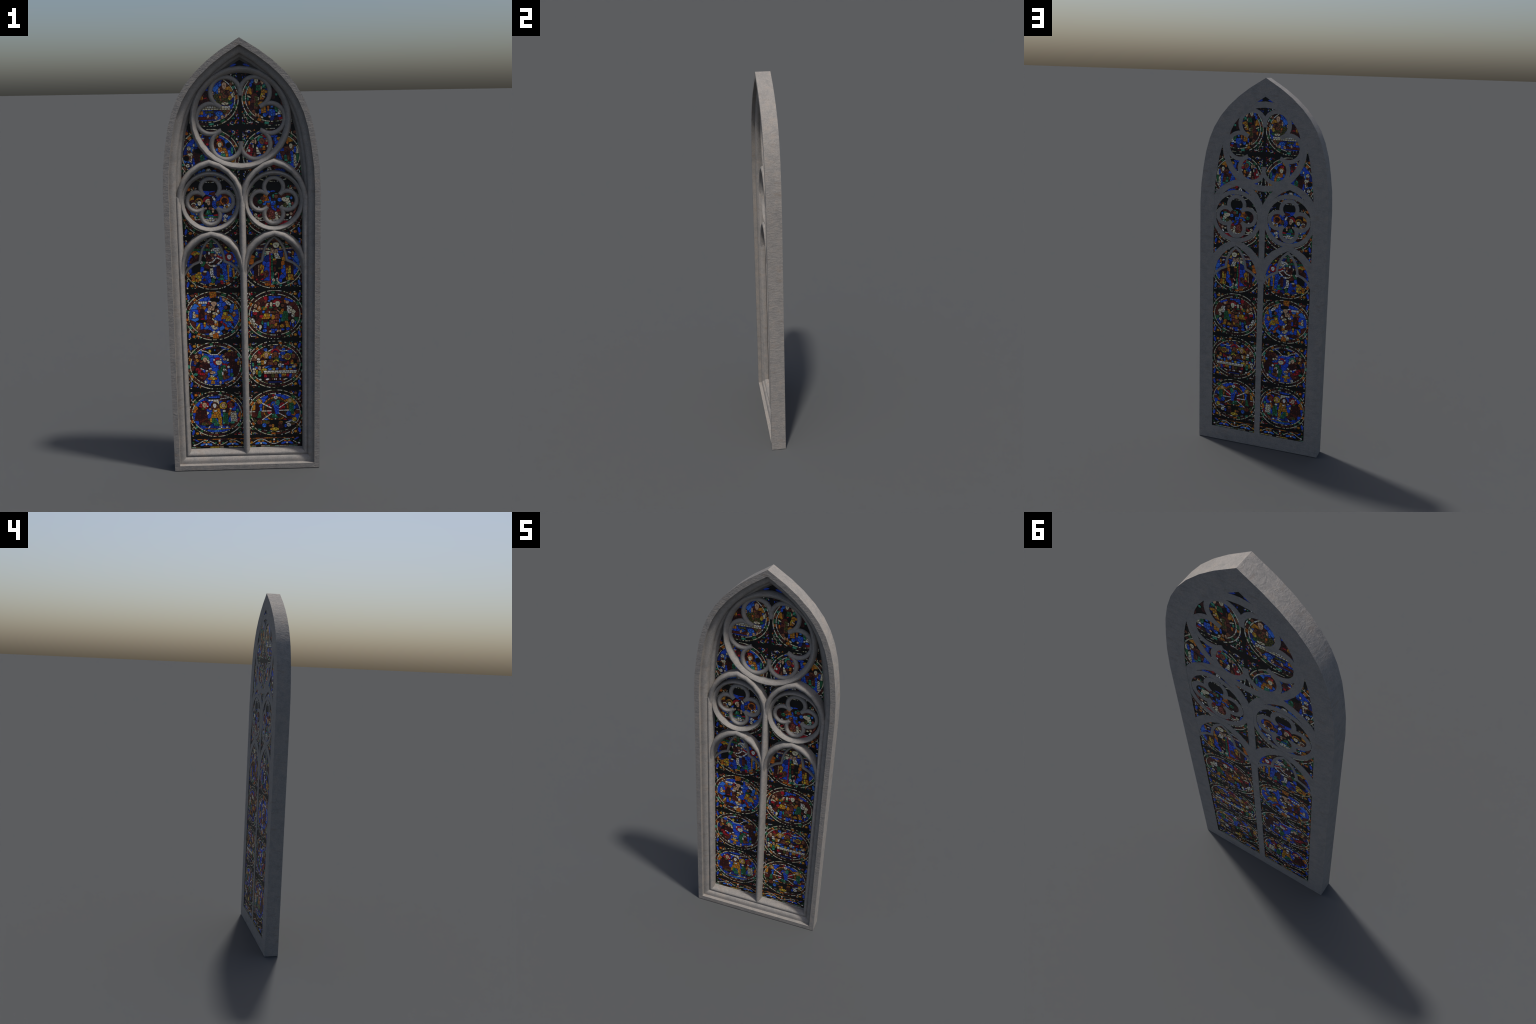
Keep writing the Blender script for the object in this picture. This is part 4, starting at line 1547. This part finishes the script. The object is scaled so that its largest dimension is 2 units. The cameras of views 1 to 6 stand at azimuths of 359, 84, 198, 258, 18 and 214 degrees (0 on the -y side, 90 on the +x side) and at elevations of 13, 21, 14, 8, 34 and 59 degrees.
def foot_border():
    """The scroll that runs along the bottom of both lights."""
    for _ in range(150):
        pane(ellipse(rng.uniform(-0.268, 0.268), rng.uniform(0.089, 0.125), rng.uniform(0.002, 0.005), rng.uniform(0.0015, 0.0035), 7, rng.uniform(0, 180)),
             rng.choice(('maroon', 'rust', 'maroon', 'green', 'maroon', 'olive', 'navy', 'rust')), -1)
    top = 0.1232
    strip([(x, top) for x in np.arange(-0.262, 0.263, 0.0105)], 0.0040, ('orange', 'rust', 'ochre', 'rust', 'orange'), 0, 0.12)
    strip([(x, 0.0812) for x in np.arange(-0.2705, 0.271, 0.0226)], 0.0044, ('yellow', 'mint', 'cream', 'mint', 'olive'), 0, 0.10)
    strip([(x, 0.0865) for x in np.arange(-0.268, 0.268, 0.014)], 0.0026, ('rust', 'maroon', 'rust'), 0, 0.2)
    # a wave of white beads, leaves under its crests and buds in its hollows
    wave = lambda x: 0.1055 + 0.0130 * math.cos(2 * math.pi * (abs(x) - 0.0695) / 0.128)
    for side in (-1, 1):
        strip([(side * x, wave(x)) for x in np.arange(0.012, 0.262, 0.0074)], 0.0031, ('white', 'cream', 'white', 'cream'), 1, 0.12)
        for x in (0.0695, 0.1975):
            x *= side
            for hand in (-1, 1):
                pane(ellipse(x + hand * 0.0165, 0.0965, 0.0145, 0.0056, 9, hand * -20), rng.choice(('blue', 'azure')), 1)
                pane(ellipse(x + hand * 0.0095, 0.1070, 0.0072, 0.0050, 8), rng.choice(('ochre', 'orange', 'ochre')), 1)
            pane(ellipse(x, 0.1135, 0.0045, 0.0040, 8), rng.choice(('teal', 'olive', 'green')), 1)
            pane(ellipse(x, 0.0965, 0.0052, 0.0058, 8), 'white', 2)
        x = side * 0.1335
        pane(ellipse(x, 0.1150, 0.0056, 0.0064, 8), 'white', 1)
        pane(ellipse(x, 0.1020, 0.0054, 0.0048, 8), 'orange', 1)
        for hand in (-1, 1):
            pane(ellipse(x + hand * 0.018, 0.1040, 0.0062, 0.0052, 8), 'green' if side < 0 else 'ochre', 1)
        pane(ellipse(side * 0.2555, 0.0935, 0.0068, 0.0048, 9, side * -20), 'white', 1)
        pane(ellipse(side * 0.2600, 0.1060, 0.0040, 0.0062, 8), 'green', 1)
        pane(ellipse(side * 0.2440, 0.1180, 0.0140, 0.0034, 8, side * 32), 'blue', 1)
        pane(ellipse(side * 0.024, 0.1010, 0.0062, 0.0072, 8, side * -25), 'ochre', 1)


def background(cx, cz):
    """Small shards of grisaille outside one medallion, laid along its rim and into the corners."""
    seen = []
    for _ in range(700):
        a = rng.uniform(0, 2 * math.pi)
        k = rng.uniform(1.09, 1.42)
        x, z = cx + OUT_X * k * math.cos(a), cz + OUT_Z * k * math.sin(a)
        if abs(z - cz) > 0.1130 or abs(x) < 0.0085 or abs(x) > 0.272:
            continue
        if any(abs(x - p) + abs(z - q) < 0.0085 for p, q in seen):
            continue
        seen.append((x, z))
        tangent = math.degrees(math.atan2(OUT_Z * math.cos(a), -OUT_X * math.sin(a))) + rng.choice((0, 0, 0, 90, 45))
        long = rng.uniform(0.0026, 0.0054)
        pane(ellipse(x, z, long, rng.uniform(0.0014, 0.0028), 7, tangent),
             rng.choice(('rust', 'rust', 'green', 'navy', 'maroon', 'cream', 'teal', 'blue', 'white', 'rust', 'orange', 'olive', 'red', 'brown')), -1)


def prism(verts, faces, poly, y0, y1):
    """A flat pane with its edges."""
    b, n = len(verts), len(poly)
    verts += [(x, y0, z) for x, z in poly] + [(x, y1, z) for x, z in poly]
    faces.append(tuple(range(b, b + n)))
    faces.append(tuple(range(b + 2 * n - 1, b + n - 1, -1)))
    for i in range(n):
        j = (i + 1) % n
        faces.append((b + j, b + i, b + n + i, b + n + j))
    return n + 2


def build_glass(root):
    for row, pair in enumerate(SCENES):
        cz = FIRST_ROW + row * ROW_PITCH
        for side, cartoon in zip((-1, 1), pair):
            cx = side * 0.1425
            background(cx, cz)
            cartoon(Medallion(cx, cz, row))
    for row in range(7):
        bar_z = FIRST_ROW + (row - 0.5) * ROW_PITCH
        for side in (-1, 1):
            for up in (-1, 1):
                if row == 0 and up < 0:
                    continue
                leaf_ornament(side * 0.1325, bar_z, side, up)
                mullion_ornament(0.0, bar_z, side, up)
    foot_border()
    for side in (-1, 1):
        pane(ellipse(side * 0.030, 1.889, 0.017, 0.0050, 9, side * -14), 'blue', 0)

    # the leaded sheet itself fills the whole opening
    verts, faces = [], []
    prism(verts, faces, OPENING, GLASS_Y - 0.0002, GLASS_Y + 0.0002)
    half = lambda layer: 0.00030 + (layer + 1) * LAYER
    for poly, layer in CAMES:
        poly = trim(ccw(poly), OPENING) if len(poly) >= 3 else []
        if len(poly) >= 3:
            prism(verts, faces, ccw(poly), GLASS_Y - half(layer), GLASS_Y + half(layer))
    # saddle bars between the rows and the upright between the two columns
    for row in range(7):
        z = FIRST_ROW + (row - 0.5) * ROW_PITCH
        box = [(-0.272, z - 0.0054), (0.272, z - 0.0054), (0.272, z + 0.0054), (-0.272, z + 0.0054)]
        if row < 6:
            prism(verts, faces, box, GLASS_Y - half(3.2), GLASS_Y + half(3.2))
        else:
            prism(verts, faces, [(x * 0.72, zz) for x, zz in box], GLASS_Y - half(3.2), GLASS_Y + half(3.2))
    prism(verts, faces, [(-0.0062, 1.15), (0.0062, 1.15), (0.0062, 1.86), (-0.0062, 1.86)], GLASS_Y - half(3.3), GLASS_Y + half(3.3))
    glazing = face_out(add('leaded_glazing', verts, faces, [LEAD_METAL], root, smooth=False))

    # the largest panes are pieces of their own, the rest is joined
    order = sorted(range(len(PANES)), key=lambda i: -area(PANES[i][0]))
    large = set([i for i in order if not PANES[i][1].endswith('_wash')][:300])
    verts, faces, slots = [], [], []
    names = list(GLASS)
    for i, (poly, colour, layer) in enumerate(PANES):
        y = half(layer)
        poly = ccw(poly)
        if i in large:
            v, f = [], []
            prism(v, f, poly, GLASS_Y - y, GLASS_Y + y)
            face_out(add('glass_pane', v, f, [GLASS[colour]], glazing, smooth=False))
        else:
            slots += [names.index(colour)] * prism(verts, faces, poly, GLASS_Y - y, GLASS_Y + y)
    shards = add('glass_shards', verts, faces, [GLASS[c] for c in names], glazing, smooth=False, slots=slots)
    face_out(shards)
    shards['kind'] = 'stuff'


def main():
    root = bpy.data.objects.new('gothic_window', None)
    bpy.context.scene.collection.objects.link(root)
    root['label'] = 'tall pointed stone tracery window with leaded stained glass scenes'
    root['category'] = 'church window'
    build_stone(root)
    build_glass(root)


main()
